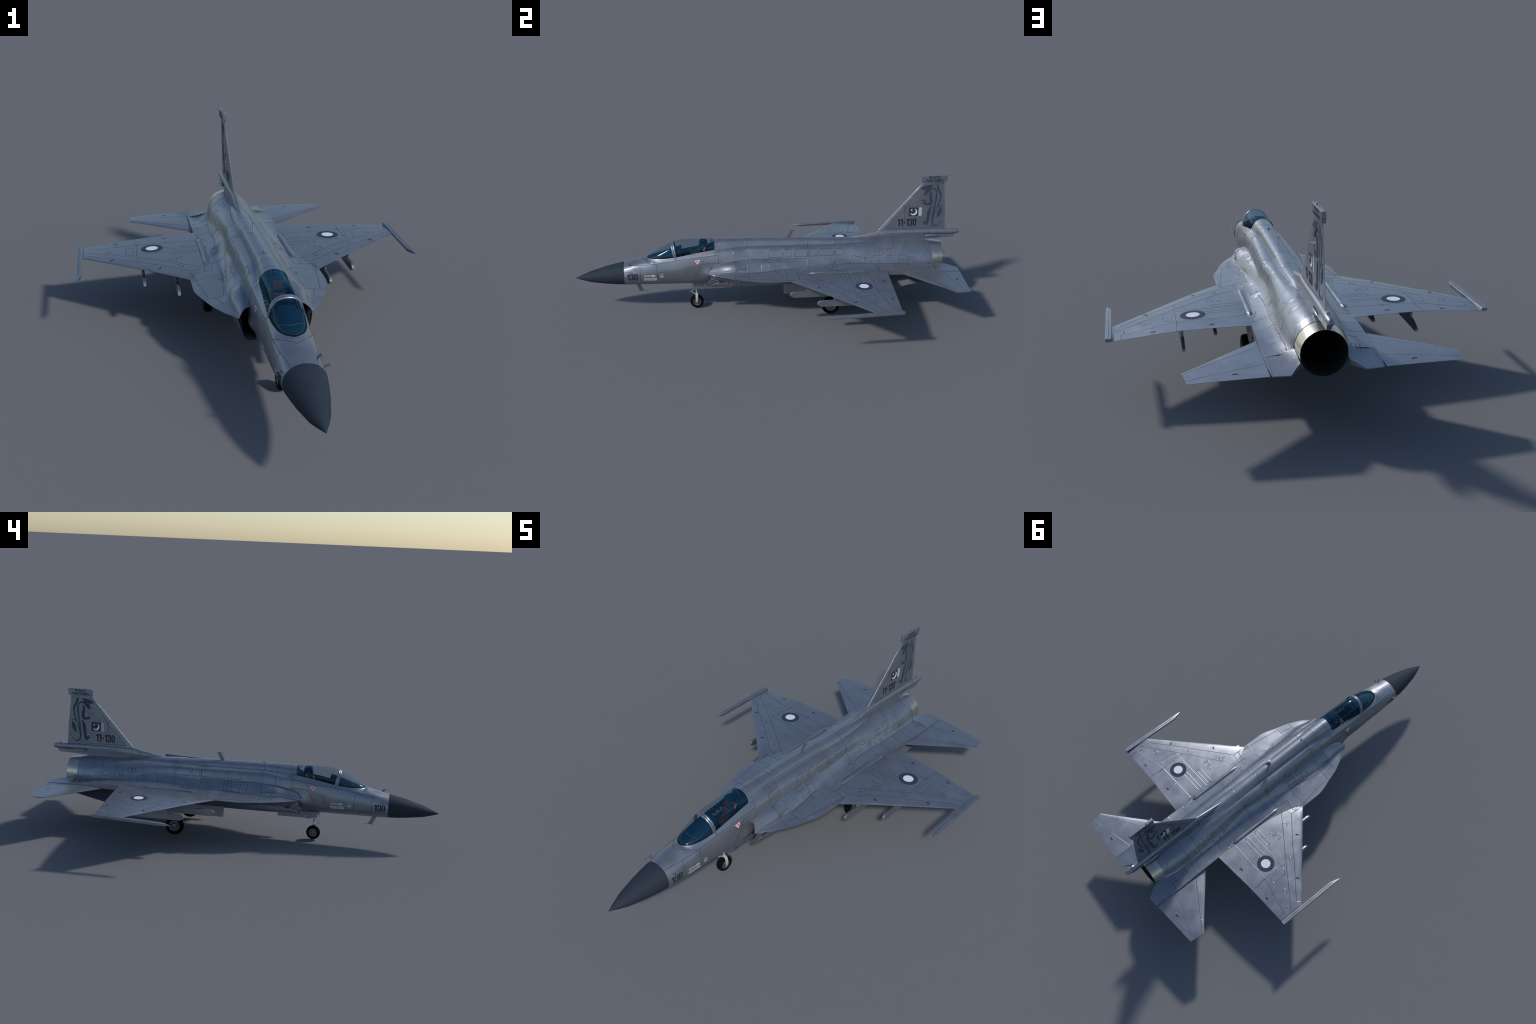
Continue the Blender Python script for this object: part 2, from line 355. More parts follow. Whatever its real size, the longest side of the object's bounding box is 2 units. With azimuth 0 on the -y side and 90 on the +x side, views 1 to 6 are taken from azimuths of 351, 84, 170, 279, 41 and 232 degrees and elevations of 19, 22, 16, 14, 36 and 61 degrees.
def build_ducts():
    """dark inner skin of both intakes and the fuselage wall behind the lip"""
    rows = []
    lip = np.delete(np.array(LIP), 9)
    for y in np.linspace(-.325, -.14, 9):
        p = np.delete(body_section(y), 9, 0); q = p[5:15].copy(); cen = np.array([.09, .205])
        yy = np.full(10, y)
        if y < -.2583:
            s = (y + .325) / (.325 - .2583); yy = lip[5:15] + s * (-.2583 - lip[5:15])
        q[4] = q[3] * .80 + q[7] * .20 - (.004 * (y > -.3249), 0); q[5] = q[3] * .55 + q[7] * .45 - (.005 * (y > -.3249), 0); q[6] = q[3] * .30 + q[7] * .70 - (.006 * (y > -.3249), 0)
        d = cen - q; L = np.linalg.norm(d, axis=1)[:, None]
        k = 1.0 if y > -.3249 else 0
        q = q + d / L * (.0008 + .0030 * k + .05 * max(0, y + .30))
        c = spline(np.column_stack([q[:, 0], yy, q[:, 1]]), (), 3, False)
        rows.append([tuple(v) for v in c])
    V = [v for r in rows for v in r]; F = grid_faces(len(rows), len(rows[0]))
    F.append(tuple(range((len(rows) - 1) * len(rows[0]), len(rows) * len(rows[0]))))
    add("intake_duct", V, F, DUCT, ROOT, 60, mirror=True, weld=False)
    # fuselage wall inside
    rows = []
    for y in np.linspace(-.2583, -.09, 6):
        t = (y + .2583) / .168
        p = np.array([(.0800 - .02 * t, .2750 - .01 * t), (.0770 - .02 * t, .235), (.0720 - .02 * t, .195), (.0440, .1570)])
        c = spline(p, (), 4)
        b = .014 * math.exp(-((y + .318) / .038) ** 2)
        c[:, 0] += b * np.exp(-((c[:, 1] - .212) / .026) ** 2)
        rows.append([(x, y, z) for x, z in c])
    V = [v for r in rows for v in r]
    add("intake_inner_wall", V, grid_faces(len(rows), len(rows[0])), PAINT, ROOT, 60, mirror=True)
build_ducts()

# tail shelf behind the body, beside the nozzle
def build_tail_shelf(s):
    rows = []
    for y, xi, zi, ze, ye in [(.8412, .0815, .2540, .2310, .8412), (.875, .0772, .2400, .2275, .875), (.9072, .0746, .2302, .2250, .9072), (.938, .0938, .2255, .2230, .9370), (.968, .1125, .2205, .2212, .9650)]:
        xo = .1728 - max(0, y - .9072) * .09
        top = [(xi, zi), (xi + (xo - xi) * .18, zi + (ze - zi) * .48), (xi + (xo - xi) * .5, zi + (ze - zi) * .86), (xo, ze)]
        rows.append([(s * x, y + (ye - y) * (x - xi) / (xo - xi), z) for x, z in top] + [(s * xo, ye, .2136 + max(0, y - .9072) * .085), (s * xi, y, .2120 + max(0, y - .9072) * .09)])
    V = [p for r in rows for p in r]
    return add("tail_shelf", V, grid_faces(len(rows), 6, True) + [tuple(range(6)), tuple(range(24, 30))], PAINT, ROOT, 25)
for s in (1, -1): SOLID.append(build_tail_shelf(s))

# -------------------------------------------------------------------- nozzle
def build_nozzle():
    zc = .2520
    g = empty("engine_nozzle", ROOT, (0, .84, zc))
    def put(name, prof, m, ang=40, seg=28):
        V, F = lathe(prof, (0, 0, 0), "y", seg)
        # centre line drops a little towards the exit
        o = add(name, [(x, y, z) for x, y, z in V], F, m, g, ang); o.location = (0, 0, 0); return o
    V = put("nozzle_petals", [(-.035, .0815), (-.004, .0808), (.012, .0800), (.035, .0776), (.0598, .0738)], STEEL)
    put("exhaust_pipe", [(.0598, .0737), (.0606, .0730), (.058, .0714), (.02, .070), (-.06, .068), (-.14, .066), (-.20, .06), (-.205, .0005)], SOOT)
    put("flame_holder", [(-.14, .045), (-.135, .049), (-.14, .053), (-.146, .049), (-.14, .045)], SOOT)
    return V
build_nozzle()

# --------------------------------------------------------------------- wings
def wing_le(x): return .0818 + (x - .2351) * (.9053 if x > .2351 else -.75)
def wing_te(x): return np.interp(x, [.16, .414, .6260], [.5840, .5683, .5612])
def wing_zle(x): return pchip([.10, .2351, .33, .43, .51, .63], [.2235, .2246, .2262, .2236, .2212, .2172], x)[0]
def wing_zte(x): return pchip([.10, .160, .178, .30, .414, .50, .6260], [.2290, .2340, .2390, .2380, .2352, .2275, .2148], x)[0]
def wing_t(x): return pchip([.10, .2351, .40, .52, .63], [.0064, .0062, .0056, .0036, .0024], x)[0]
def airfoil(u, t, blunt=.0009):
    return t * (2.9 * np.sqrt(u) * .82 - 1.26 * u - 3.0 * u ** 2 + 2.3 * u ** 3 * .95) * .78 + .00045 * u if False else t * 2 * (1.4845 * np.sqrt(u) - .63 * u - 1.758 * u ** 2 + 1.4215 * u ** 3 - .5075 * u ** 4) + .0004 * u + blunt * (1 - u)
def build_wing(s):
    us = .5 * (1 - np.cos(np.linspace(0, math.pi, 15)))
    rows = []
    for x in [.150, .180, .2351, .28, .33, .38, .414, .46, .51, .56, .60, .6265]:
        yl, yt, zl, zt, t = wing_le(x), float(wing_te(x)), wing_zle(x), wing_zte(x), wing_t(x)
        pts = []
        for u in us[::-1]: pts.append((u, 1))
        for u in us: pts.append((u, -1))
        rows.append([(s * x, yl + u * (yt - yl), zl + u * (zt - zl) + sg * airfoil(u, t)) for u, sg in pts])
    n = len(rows[0]); V = [p for r in rows for p in r]
    F = grid_faces(len(rows), n, True) + [tuple(range(n)), tuple(range((len(rows) - 1) * n, len(rows) * n))]
    return add("wing", V, F, PAINT, ROOT, 40)
for s in (1, -1): SOLID.append(build_wing(s))

def build_root_fairing(s):
    ys = np.linspace(.185, .485, 22); rows = []
    for y in ys:
        u = (y - .185) / .30
        r = .0104 * min(1, math.sqrt(max(u * 9, 1e-4))) * min(1, math.sqrt(max((1 - u) * 20, 1e-4)))
        rows.append([(s * (.1628 + r * math.cos(a)), y, (.2372 + .0008 * u) + r * .78 * math.sin(a)) for a in np.linspace(-.5, math.pi + .5, 13)])
    V = [p for r in rows for p in r]
    return add("wing_root_fairing", V, grid_faces(len(rows), 13), PAINT, ROOT, 60)
for s in (1, -1): SOLID.append(build_root_fairing(s))

def build_rail(s):
    # plan: outer side straight, inner side tapers to the front point
    st = [(.1990, .6425, .6445, .2072, .2104), (.2200, .6345, .6452, .2050, .2140), (.2480, .6258, .6455, .2038, .2164), (.40, .6250, .6455, .2088, .2216), (.5560, .6248, .6455, .2148, .2278), (.5655, .6252, .6450, .2156, .2274)]
    rows = []
    for y, xi, xo, zb, zt in st:
        c = min(.0014, (zt - zb) * .25, (xo - xi) * .25)
        rows.append([(s * x, y, z) for x, z in [(xi + c, zt), (xo - c, zt), (xo, zt - c), (xo, zb + c), (xo - c, zb), (xi + c, zb), (xi, zb + c), (xi, zt - c)]])
    V = [p for r in rows for p in r]; F = grid_faces(len(rows), 8, True) + [tuple(range(8)), tuple(range(40, 48))]
    return add("wingtip_rail", V, F, PAINT, ROOT, 25)
for s in (1, -1): SOLID.append(build_rail(s))

def build_pylon(s, xc, y0, y1, strut0, strut1):
    g = empty("pylon", ROOT, (0, 0, 0))
    w = .0053
    prof = [(y0, .1712), (y0 + .0012, .1770), (y0 + .0075, .1845), (y0 + .0155, .1886), (y0 + .025, .1903), (y1 - .066, .1905), (y1 - .050, .1890), (y1 - .030, .1830), (y1 - .008, .1738), (y1, .1700), (y1, .1622), (y1 - .003, .1605), (y0 + .022, .1577)]
    V, F = prism(prof, s * (xc - w), s * (xc + w)); a = add("launcher", V, F, PAINT, g, 25); bevel(a, .0009)
    ztop = .226
    prof = [(strut0, .1975), (strut0 + .006, .1912), (strut0 + .012, .1890), (strut1, .1890), (strut1, ztop), (strut0 + .04, ztop)]
    V, F = prism(prof, s * (xc - .0042), s * (xc + .0042)); b = add("pylon_strut", V, F, PAINT, g, 25); bevel(b, .0009)
for s in (1, -1):
    build_pylon(s, .2785, .0712, .4400, .1540, .3950)
    build_pylon(s, .3955, .1917, .5625, .2690, .5030)

# ----------------------------------------------------------------- tailplanes
def build_tail(s):
    st = [(.1738, .6692, .9650, .2172, .2210, .0052), (.25, .7330, .9598, .2174, .2190, .0042), (.3743, .8384, .9535, .2176, .2160, .0028), (.4242, .8777, .9512, .2166, .2140, .0018)]
    us = .5 * (1 - np.cos(np.linspace(0, math.pi, 11))); rows = []
    for x, yl, yt, zl, zt, t in st:
        yt2 = yt
        pts = [(u, 1) for u in us[::-1]] + [(u, -1) for u in us]
        rows.append([(s * (x - (.011 * u if x > .42 else 0)), yl + u * (yt2 - yl), zl + u * (zt - zl) + sg * airfoil(u, t)) for u, sg in pts])
    n = len(rows[0]); V = [p for r in rows for p in r]
    F = grid_faces(len(rows), n, True) + [tuple(range(n)), tuple(range((len(rows) - 1) * n, len(rows) * n))]
    return add("tailplane", V, F, PAINT, ROOT, 40)
for s in (1, -1): SOLID.append(build_tail(s))

def build_ventral(s):
    top = [(.0880, .520, .190), (.0950, .850, .205)]
    bot = [(.1335, .548, .1090), (.1755, .842, .1905)]
    V = []
    for t in (-.0018, .0018):
        V += [(s * (p[0] + t), p[1], p[2] - t * .6) for p in (top[0], top[1], bot[1], bot[0])]
    F = [(0, 1, 2, 3), (7, 6, 5, 4)] + [(i, (i + 1) % 4, 4 + (i + 1) % 4, 4 + i) for i in range(4)]
    return add("ventral_fin", V, F, PAINT, ROOT, 30)
for s in (1, -1): SOLID.append(build_ventral(s))

# -------------------------------------------------------------- vertical fin
FIN = empty("vertical_fin", ROOT)
def build_fin():
    rows = []
    us = .5 * (1 - np.cos(np.linspace(0, math.pi, 13)))
    for z, yl, yt, t in [(.385, .5555, .9215, .0058), (.3985, .5690, .9210, .0056), (.50, .6585, .9150, .0046), (.60, .7465, .9050, .0036), (.6560, .7955, .9015, .0030)]:
        pts = [(u, 1) for u in us[::-1]] + [(-.0035, .80), (-.0060, .35), (-.0060, -.35), (-.0035, -.80)] + [(u, -1) for u in us]
        rows.append([(sg * airfoil(max(u, 0), t, .0015), yl + u * (yt - yl), z) for u, sg in pts])
    n = len(rows[0]); V = [p for r in rows for p in r]
    F = grid_faces(len(rows), n, True) + [tuple(range(n)), tuple(range((len(rows) - 1) * n, len(rows) * n))]
    a = add("fin_panel", V, F, PAINT, FIN, 75); SOLID.append(a)
    # squared tip pod
    out = [(.7840, .6528), (.7833, .6862), (.9152, .6862), (.9155, .6655), (.9125, .6640), (.9120, .6505)]
    V, F = prism(out, -.0070, .0070); c = add("fin_tip_pod", V, F, PAINT, FIN, 30); bevel(c, .0045, 3); SOLID.append(c)
    V, F = lathe([(-.0032, .0005), (-.0030, .0018), (-.0015, .0030), (0, .0033), (.0015, .0030), (.0030, .0018), (.0032, .0005)], (0, .8202, .6872), "y", 12); add("beacon", V, F, LAMP_RED, FIN, 60)
    V, F = tube([(0, .8575, .686), (0, .8545, .6945)], [.0012, .0007], 6); add("tip_spike", V, F, PAINT, FIN)
    for s in (1, -1):
        V, F = prism([(s * .002, .777), (s * .0185, .7805), (s * .0185, .7890), (s * .002, .8150)], .5620, .5634, "z"); add("fin_side_blade", V, F, PAINT, FIN, 30)
build_fin()
def build_boom():
    # dorsal fillet and boom under the fin: y, half width, z of top, z of widest, z of bottom
    st = [(.415, .0012, .3640, .3600, .345), (.47, .0105, .3765, .3640, .340), (.53, .0135, .3892, .3680, .335), (.569, .0135, .3985, .3720, .333), (.62, .0135, .3988, .3760, .332), (.70, .0135, .3990, .3800, .332), (.8120, .0135, .3988, .3810, .333)]
    rows = []
    for y, w, zt, zm, zb in st:
        rows.append([(x, y, z) for x, z in spline([(0, zt), (w * .62, zt - (zt - zm) * .22), (w, zm), (w * .92, zm - (zm - zb) * .35), (w * .85, zm - (zm - zb) * .65), (w * .9, zb)], (), 4)])
    V = [p for r in rows for p in r]
    m_ = len(rows[0]); k_ = (len(rows) - 1) * m_; V += [(0, rows[-1][-1][1], rows[-1][-1][2])]
    o = add("fin_root_fairing", V, grid_faces(len(rows), m_) + [tuple(range(k_, k_ + m_)) + (len(V) - 1,)], PAINT, FIN, 40, mirror=True); SOLID.append(o)
    rows = []
    for y, w, zt, zb in [(.600, .0125, .3975, .368), (.66, .0138, .3988, .3655), (.75, .0142, .3990, .3645), (.85, .0142, .3985, .3640), (.94, .0142, .3965, .3635), (.975, .0137, .3945, .3645), (.990, .0105, .3910, .3680), (.9965, .0068, .3868, .3723), (1.0000, .0012, .3805, .3785)]:
        zc, rz = (zt + zb) / 2, (zt - zb) / 2
        rows.append([(w * math.sin(a), y, zc + rz * math.cos(a)) for a in np.linspace(0, 2 * math.pi, 24, endpoint=False)])
    V = [p for r in rows for p in r]
    o = add("tail_boom", V, grid_faces(len(rows), 24, True) + [tuple(range((len(rows) - 1) * 24, len(rows) * 24))], PAINT, FIN, 60); SOLID.append(o)
    V, F = prism([(.800, .368), (.9735, .368), (.9640, .3495), (.812, .3445), (.800, .335)], -.0075, .0075); add("boom_keel", V, F, PAINT, FIN, 30)
    V, F = prism([(.941, .394), (.944, .3985), (.949, .4012), (.958, .4012), (.962, .3985), (.964, .392)], -.0052, .0052); bevel(add("tail_light", V, F, PAINT, FIN, 30), .001)
    for s in (1, -1):
        st = [(.8125, .0006), (.8200, .0042), (.832, .0067), (.848, .0072), (.862, .0064), (.875, .0045), (.888, .0008)]
        rows = [[(s * (.0165 + r * math.sin(a)), y, .3660 + r * math.cos(a)) for a in np.linspace(0, 2 * math.pi, 16, endpoint=False)] for y, r in st]
        V = [p for r in rows for p in r]; add("warning_pod", V, grid_faces(len(rows), 16, True), PAINT, FIN, 60)
        V, F = tube([(s * .020, .8625, .3650), (s * .0268, .8625, .3650)], [.0022, .0022], 8); add("warning_sensor", V, F, PAINT, FIN)
build_boom()

# -------------------------------------------------------------------- canopy
CAN = empty("canopy", ROOT)
def crown(y):
    """top of the glass at y"""
    return pchip([-.6320, -.6150, -.5824, -.5400, -.5050, -.4850, -.4544, -.4121, -.3633, -.2885], [.2940, .3060, .3255, .3500, .3690, .3745, .3805, .3818, .3808, .3790], y)[0]
def dome(y, grow=0.):
    xs, zs = nose_rim(y); zt = crown(y); a = np.linspace(0, math.pi / 2, 13)
    return [((xs + grow) * math.sin(t) ** (.92), zs + (zt + grow - zs) * max(math.cos(t), 0) ** (.95)) for t in a]
def lean(y, z, zt):
    return 0.
def build_glass(name, ys):
    rows = [[(x, y, z) for x, z in dome(y)] for y in ys]
    V = [p for r in rows for p in r]
    return add(name, V, grid_faces(len(rows), 13), GLASS, CAN, 80, mirror=True)
build_glass("windshield", np.concatenate([-.632 + .05 * np.linspace(0, 1, 9) ** 2, np.linspace(-.57, -.494, 8)]))
build_glass("canopy_glass", np.linspace(-.494, -.2885, 18))
def build_arch():
    # hoop between windshield and canopy: two ridges with a dark seam, leaning back at its feet
    for k, (dy0, dy1) in enumerate([(-.0085, -.0012), (.0002, .0075)]):
        rows = []
        for t in np.linspace(0, math.pi / 2, 19):
            yc = -.5030 + .0140 * (t / (math.pi / 2)) ** 1.5
            ring = []
            for dy, g in [(dy0, -.0015), (dy0, .0008), (dy0 * .6 + dy1 * .4, .0022), (dy0 * .3 + dy1 * .7, .0022), (dy1, .0008), (dy1, -.0015)]:
                y = yc + dy; xs, zs = nose_rim(y); zt = crown(y); zs -= .004
                ring.append(((xs + g) * math.sin(t) ** .92, y, zs + (zt + g - zs) * max(math.cos(t), 0) ** .95))
            rows.append(ring)
        V = [p for r in rows for p in r]
        add("canopy_arch", V, grid_faces(len(rows), 6), PAINT, CAN, 50, mirror=True)
    rows = []
    for t in np.linspace(0, math.pi / 2, 19):
        yc = -.5030 + .0140 * (t / (math.pi / 2)) ** 1.5; ring = []
        for dy in (-.0016, .0006):
            y = yc + dy; xs, zs = nose_rim(y); zt = crown(y); zs -= .004
            ring.append(((xs + .0006) * math.sin(t) ** .92, y, zs + (zt + .0006 - zs) * max(math.cos(t), 0) ** .95))
        rows.append(ring)
    add("canopy_seam", [p for r in rows for p in r], grid_faces(len(rows), 2), LINE, CAN, 60, mirror=True)
build_arch()

# ------------------------------------------------------------------- cockpit
PIT = empty("cockpit", ROOT)
def box(name, c, d, m, parent=PIT, rot=None, bev=.0015):
    V, F = prism([(-d[1] / 2, -d[2] / 2), (d[1] / 2, -d[2] / 2), (d[1] / 2, d[2] / 2), (-d[1] / 2, d[2] / 2)], -d[0] / 2, d[0] / 2)
    o = add(name, V, F, m, parent, 30); o.location = c
    if rot: o.rotation_euler = rot
    if bev: bevel(o, bev)
    return o
def build_cockpit():
    # tub
    rows = []
    for y in np.linspace(-.62, -.2886, 16):
        xs, zs = nose_rim(y); zf = max(.20, zs - .10) if y > -.50 else zs - .012
        rows.append([(xs - .0015, y, zs - .002), (xs - .003, y, zs - .012), (xs - .006, y, zf), (0, y, zf)])
    V = [p for r in rows for p in r]
    add("cockpit_tub", V, grid_faces(len(rows), 4), COCKPIT, PIT, 30, mirror=True)
    # rear bulkhead
    d = dome(-.2886, -.0008); xs, zs = nose_rim(-.2886)
    V = [(x, -.2888, z) for x, z in d] + [(xs - .002, -.2888, .20)] + [(-xs + .002, -.2888, .20)] + [(-x, -.2888, z) for x, z in d[:0:-1]]
    add("rear_bulkhead", V, [tuple(range(len(V)))], COCKPIT, PIT, 30)
    # sloping deck behind the seat
    V, F = prism([(-.2895, .3500), (-.305, .3455), (-.322, .335), (-.322, .28), (-.2895, .28)], -.040, .040); add("rear_deck", V, F, COCKPIT, PIT, 30)
    for x in (-.0085, .0045): box("canopy_jack", (x, -.2985, .3655), (.003, .003, .024), PANELGREY, rot=(.5, 0, 0), bev=.0005)
    # glare shield under the windshield, rising to the hood
    st = [(-.622, .004, .2945), (-.60, .030, .2975), (-.577, .0395, .3055), (-.54, .0440, .3180), (-.507, .0450, .3290), (-.488, .0400, .3325)]
    rows = []
    for y, w, zt in st:
        xs, zs = nose_rim(y)
        rows.append([(0, y, zt), (w * .6, y, zt - .001), (w * .9, y, zt - (zt - zs) * .45), (max(xs - .003, w), y, zs - .003)])
    V = [p for r in rows for p in r]
    add("glare_shield", V, grid_faces(len(rows), 4), COCKPIT, PIT, 50, mirror=True)
    V, F = prism([(-.495, .3310), (-.4560, .3440), (-.4545, .3370), (-.4590, .3240), (-.495, .3000)], -.026, .026); bevel(add("instrument_hood", V, F, COCKPIT, PIT, 30), .003)
    V, F = prism([(-.470, .3230), (-.460, .3230), (-.452, .2550), (-.470, .2550)], -.036, .036); add("instrument_panel", V, F, COCKPIT, PIT, 30)
    # pale edging strips on the glare shield
    def strip(pts, r=.0011):
        V, F = tube(pts, r, 6); add("edging_strip", V, F, PANELGREY, PIT, 60)
    strip([(0, -.6235, .2965), (.020, -.6120, .2970), (.033, -.590, .2992), (.0385, -.5677, .3030), (.0455, -.5300, .3070), (.0480, -.5060, .3110)])
    strip([(0, -.6235, .2965), (-.020, -.6120, .2970), (-.033, -.590, .2992), (-.0385, -.5677, .3030), (-.0455, -.5300, .3070), (-.0480, -.5060, .3110)])
    strip([(-.0370, -.5680, .3050), (-.018, -.5735, .3085), (0, -.5810, .3075), (.018, -.5735, .3085), (.0370, -.5680, .3050)])
    # ejection seat
    seat = empty("ejection_seat", PIT)
    V, F = prism([(-.3600, .3720), (-.3545, .3765), (-.3350, .3740), (-.3230, .3690), (-.3215, .3480), (-.3370, .2700), (-.3900, .2450), (-.4000, .2600), (-.3740, .2750), (-.3690, .3250)], -.0215, .0215); bevel(add("seat_shell", V, F, COCKPIT, seat, 30), .002)
    box("head_pad", (.0005, -.3625, .3505), (.033, .007, .031), PAD, seat, (-.2, 0, 0), .002)
    box("back_pad", (0, -.3715, .3010), (.034, .007, .046), PAD, seat, (-.15, 0, 0), .002)
    box("seat_pad", (0, -.388, .2660), (.036, .036, .010), PAD, seat, (.2, 0, 0), .002)
    box("pad_bar", (0, -.3690, .3258), (.033, .003, .0025), PANELGREY, seat, None, .0006)
    for s in (1, -1):
        box("warning_tag", (s * .0222, -.3385, .3330), (.0012, .0085, .0235), RED, seat, (-.38, 0, 0), .0003)
        box("tag_label", (s * .0230, -.3405, .3295), (.0006, .0040, .0095), mat("tag_yellow", (.45, .33, .03), .5) if s == 1 else bpy.data.materials["tag_yellow"], seat, (-.38, 0, 0), 0)
        box("side_plate", (s * .0220, -.3480, .3490), (.0010, .007, .016), PANELGREY, seat, (-.3, 0, 0), .0003)
        for y, z in ((-.3575, .3640), (-.3600, .3410), (-.3640, .3280), (-.3300, .3600)):
            V, F = tube([(s * .0212, y, z), (s * .0228, y, z)], .0010, 8); add("seat_bolt", V, F, LIGHTGREY, seat)
    # side consoles
    for s in (1, -1):
        box("side_console", (s * .0400, -.3950, .2900), (.016, .115, .010), PANELGREY, PIT, (.17, 0, 0), .001)
        for k in range(9):
            V, F = tube([(s * .0475, -.462 + k * .0165, .3035 + k * .0029), (s * .0490, -.462 + k * .0165, .3035 + k * .0029)], .0011, 6); add("rail_bolt", V, F, LIGHTGREY, PIT)
        for k in range(5):
            box("console_switch", (s * .040, -.44 + k * .022, .2915 + k * .0035), (.008, .010, .006), COCKPIT, PIT, None, .001)
build_cockpit()

# ---------------------------------------------------------------- small parts
def blade(name, foot, tip, plate_y, plate_z, x=0, th=.0006):
    g = empty(name, ROOT)
    (ya, yb, z0), (yc, yd, z1) = foot, tip
    V, F = prism([(ya, z0), (yb, z0), (yd, z1), (yc, z1)], x - th, x + th); add("blade", V, F, PAINT, g, 30)
    V, F = prism([(plate_y[0], plate_z), (plate_y[1], plate_z), (plate_y[1] - .004, plate_z + .0018), (plate_y[0] + .006, plate_z + .0018)], x - .0016, x + .0016); add("end_plate", V, F, PAINT, g, 30)
blade("dorsal_antenna", (.0836, .1045, .3690), (.1075, .1270, .4125), (.0895, .1425), .4115)
blade("chin_antenna", (-.6975, -.6760, .1480), (-.6765, -.6545, .1065), (-.6910, -.6375), .1050)
V, F = lathe([(-.004, .0004), (-.003, .003), (0, .0042), (.003, .003), (.004, .0004)], (0, -.1165, .3810), "y", 10); add("spine_sensor", V, F, PAINT, ROOT, 60)
V, F = prism([(-.558, .151), (-.548, .151), (-.550, .1445), (-.555, .1445)], -.003, .003); add("belly_sensor", V, F, PAINT, ROOT, 30)
V, F = prism([(-.066, .145), (-.043, .145), (-.048, .128), (-.060, .128)], -.006, .006); bevel(add("belly_lamp", V, F, SOOT, ROOT, 30), .002)
def probe(s, base, tip, rod):
    g = empty("air_data_probe", ROOT)
    a, b = Vector(base), Vector(tip); a.x *= s; b.x *= s
    V = []
    for p in (a, b):
        for dy, dz in ((-.0055, 0), (.0055, 0)):
            V.append(p + Vector((0, dy, .0010))); V.append(p + Vector((0, dy, -.0010)))
    F = [(0, 1, 3, 2), (4, 6, 7, 5), (0, 2, 6, 4), (1, 5, 7, 3), (0, 4, 5, 1), (2, 3, 7, 6)]
    add("probe_blade", V, F, PAINT, g, 30)
    V, F = tube([(s * rod[0][0], *rod[0][1:]), (s * rod[1][0], *rod[1][1:])], [.0014, .0008], 8); add("probe_tube", V, F, PAINT, g)
probe(1, (.0440, -.7110, .2600), (.0537, -.7230, .2755), ((.0537, -.7170, .2757), (.0539, -.7525, .2750)))
for s in (1, -1): probe(s, (.0640, -.7170, .2330), (.0785, -.7200, .2410), ((.0785, -.7120, .2411), (.0785, -.7535, .2412)))

# ------------------------------------------------------------- landing gear
def wheel(parent, x, y, z, r, w, hub, holes, out):
    """tyre, rim and lightening holes; out = +1/-1 side that faces outward (0 = both)"""
    a = w / 2
    V, F = lathe([(-a * .62, hub), (-a * .9, hub * 1.06), (-a, hub + (r - hub) * .35), (-a * .93, hub + (r - hub) * .70), (-a * .62, r * .965), (-a * .25, r * .998), (a * .25, r * .998), (a * .62, r * .965), (a * .93, hub + (r - hub) * .70), (a, hub + (r - hub) * .35), (a * .9, hub * 1.06), (a * .62, hub)], (x, y, z), "x", 40)
    add("tyre", V, F, TYRE, parent, 60)
    for sd in (1, -1):
        prof = [(a * .55, hub * 1.02), (a * .78, hub * 1.0), (a * .80, hub * .92), (a * .52, hub * .80), (a * .50, hub * .42), (a * .66, hub * .32), (a * .70, hub * .14), (a * .70, .0002)]
        V, F = lathe([(sd * p, q) for p, q in prof], (x, y, z), "x", 36); add("rim", V, F, RIM, parent, 40)
        for k in range(holes):
            t = 2 * math.pi * (k + .5) / holes; q = (y + hub * .60 * math.cos(t), z + hub * .60 * math.sin(t))
            V, F = tube([(x + sd * a * .40, *q), (x + sd * (a * .52 + .0004), *q)], hub * .135, 10); add("rim_hole", V, F, SOOT, parent)
NG = empty("nose_gear", ROOT, (0, 0, 0))
wheel(NG, 0, -.3832, .0352, .0352, .0300, .0215, 8, 0)
V, F = tube([(0, -.3845, .155), (0, -.3845, .100), (0, -.3845, .099), (0, -.3840, .092), (0, -.3840, .0915), (0, -.3840, .078)], [.0042, .0042, .0060, .0058, .0030, .0030], 14); add("oleo_strut", V, F, GEARWHITE, NG, 40)
def build_fork():
    rows = []
    path = [(-.004, .0775), (.003, .0790), (.0105, .0765), (.0165, .0690), (.0190, .0580), (.0198, .0460), (.0200, .0330)]
    for i, (x, z) in enumerate(path):
        w = [.0065, .0068, .0068, .0066, .0060, .0052, .0040][i]; t = .0024
        dx, dz = (np.array(path[min(i + 1, 6)]) - np.array(path[max(i - 1, 0)])); L = math.hypot(dx, dz); nx, nz = dz / L, -dx / L
        rows.append([(x + nx * t, -.3838 - w, z + nz * t), (x + nx * t, -.3838 + w, z + nz * t), (x - nx * t, -.3838 + w, z - nz * t), (x - nx * t, -.3838 - w, z - nz * t)])
    V = [p for r in rows for p in r]; F = grid_faces(7, 4, True) + [(0, 1, 2, 3), (24, 25, 26, 27)]
    bevel(add("wheel_fork", V, F, GEARWHITE, NG, 50), .0012)
    V, F = tube([(.014, -.3832, .0352), (.0235, -.3832, .0352)], [.0045, .0040], 10); add("axle_cap", V, F, RIM, NG)
build_fork()
for s in (1, -1):
    V, F = tube([(s * .003, -.3900, .1080), (s * .003, -.4140, .0910)], .0011, 6); add("torque_link", V, F, GEARWHITE, NG)
    V, F = tube([(s * .003, -.4140, .0910), (s * .003, -.3900, .0755)], .0014, 6); add("torque_link", V, F, GEARWHITE, NG)
V, F = tube([(-.0045, -.4140, .0908), (.0045, -.4140, .0908)], .0022, 8); add("link_pin", V, F, GEARWHITE, NG)
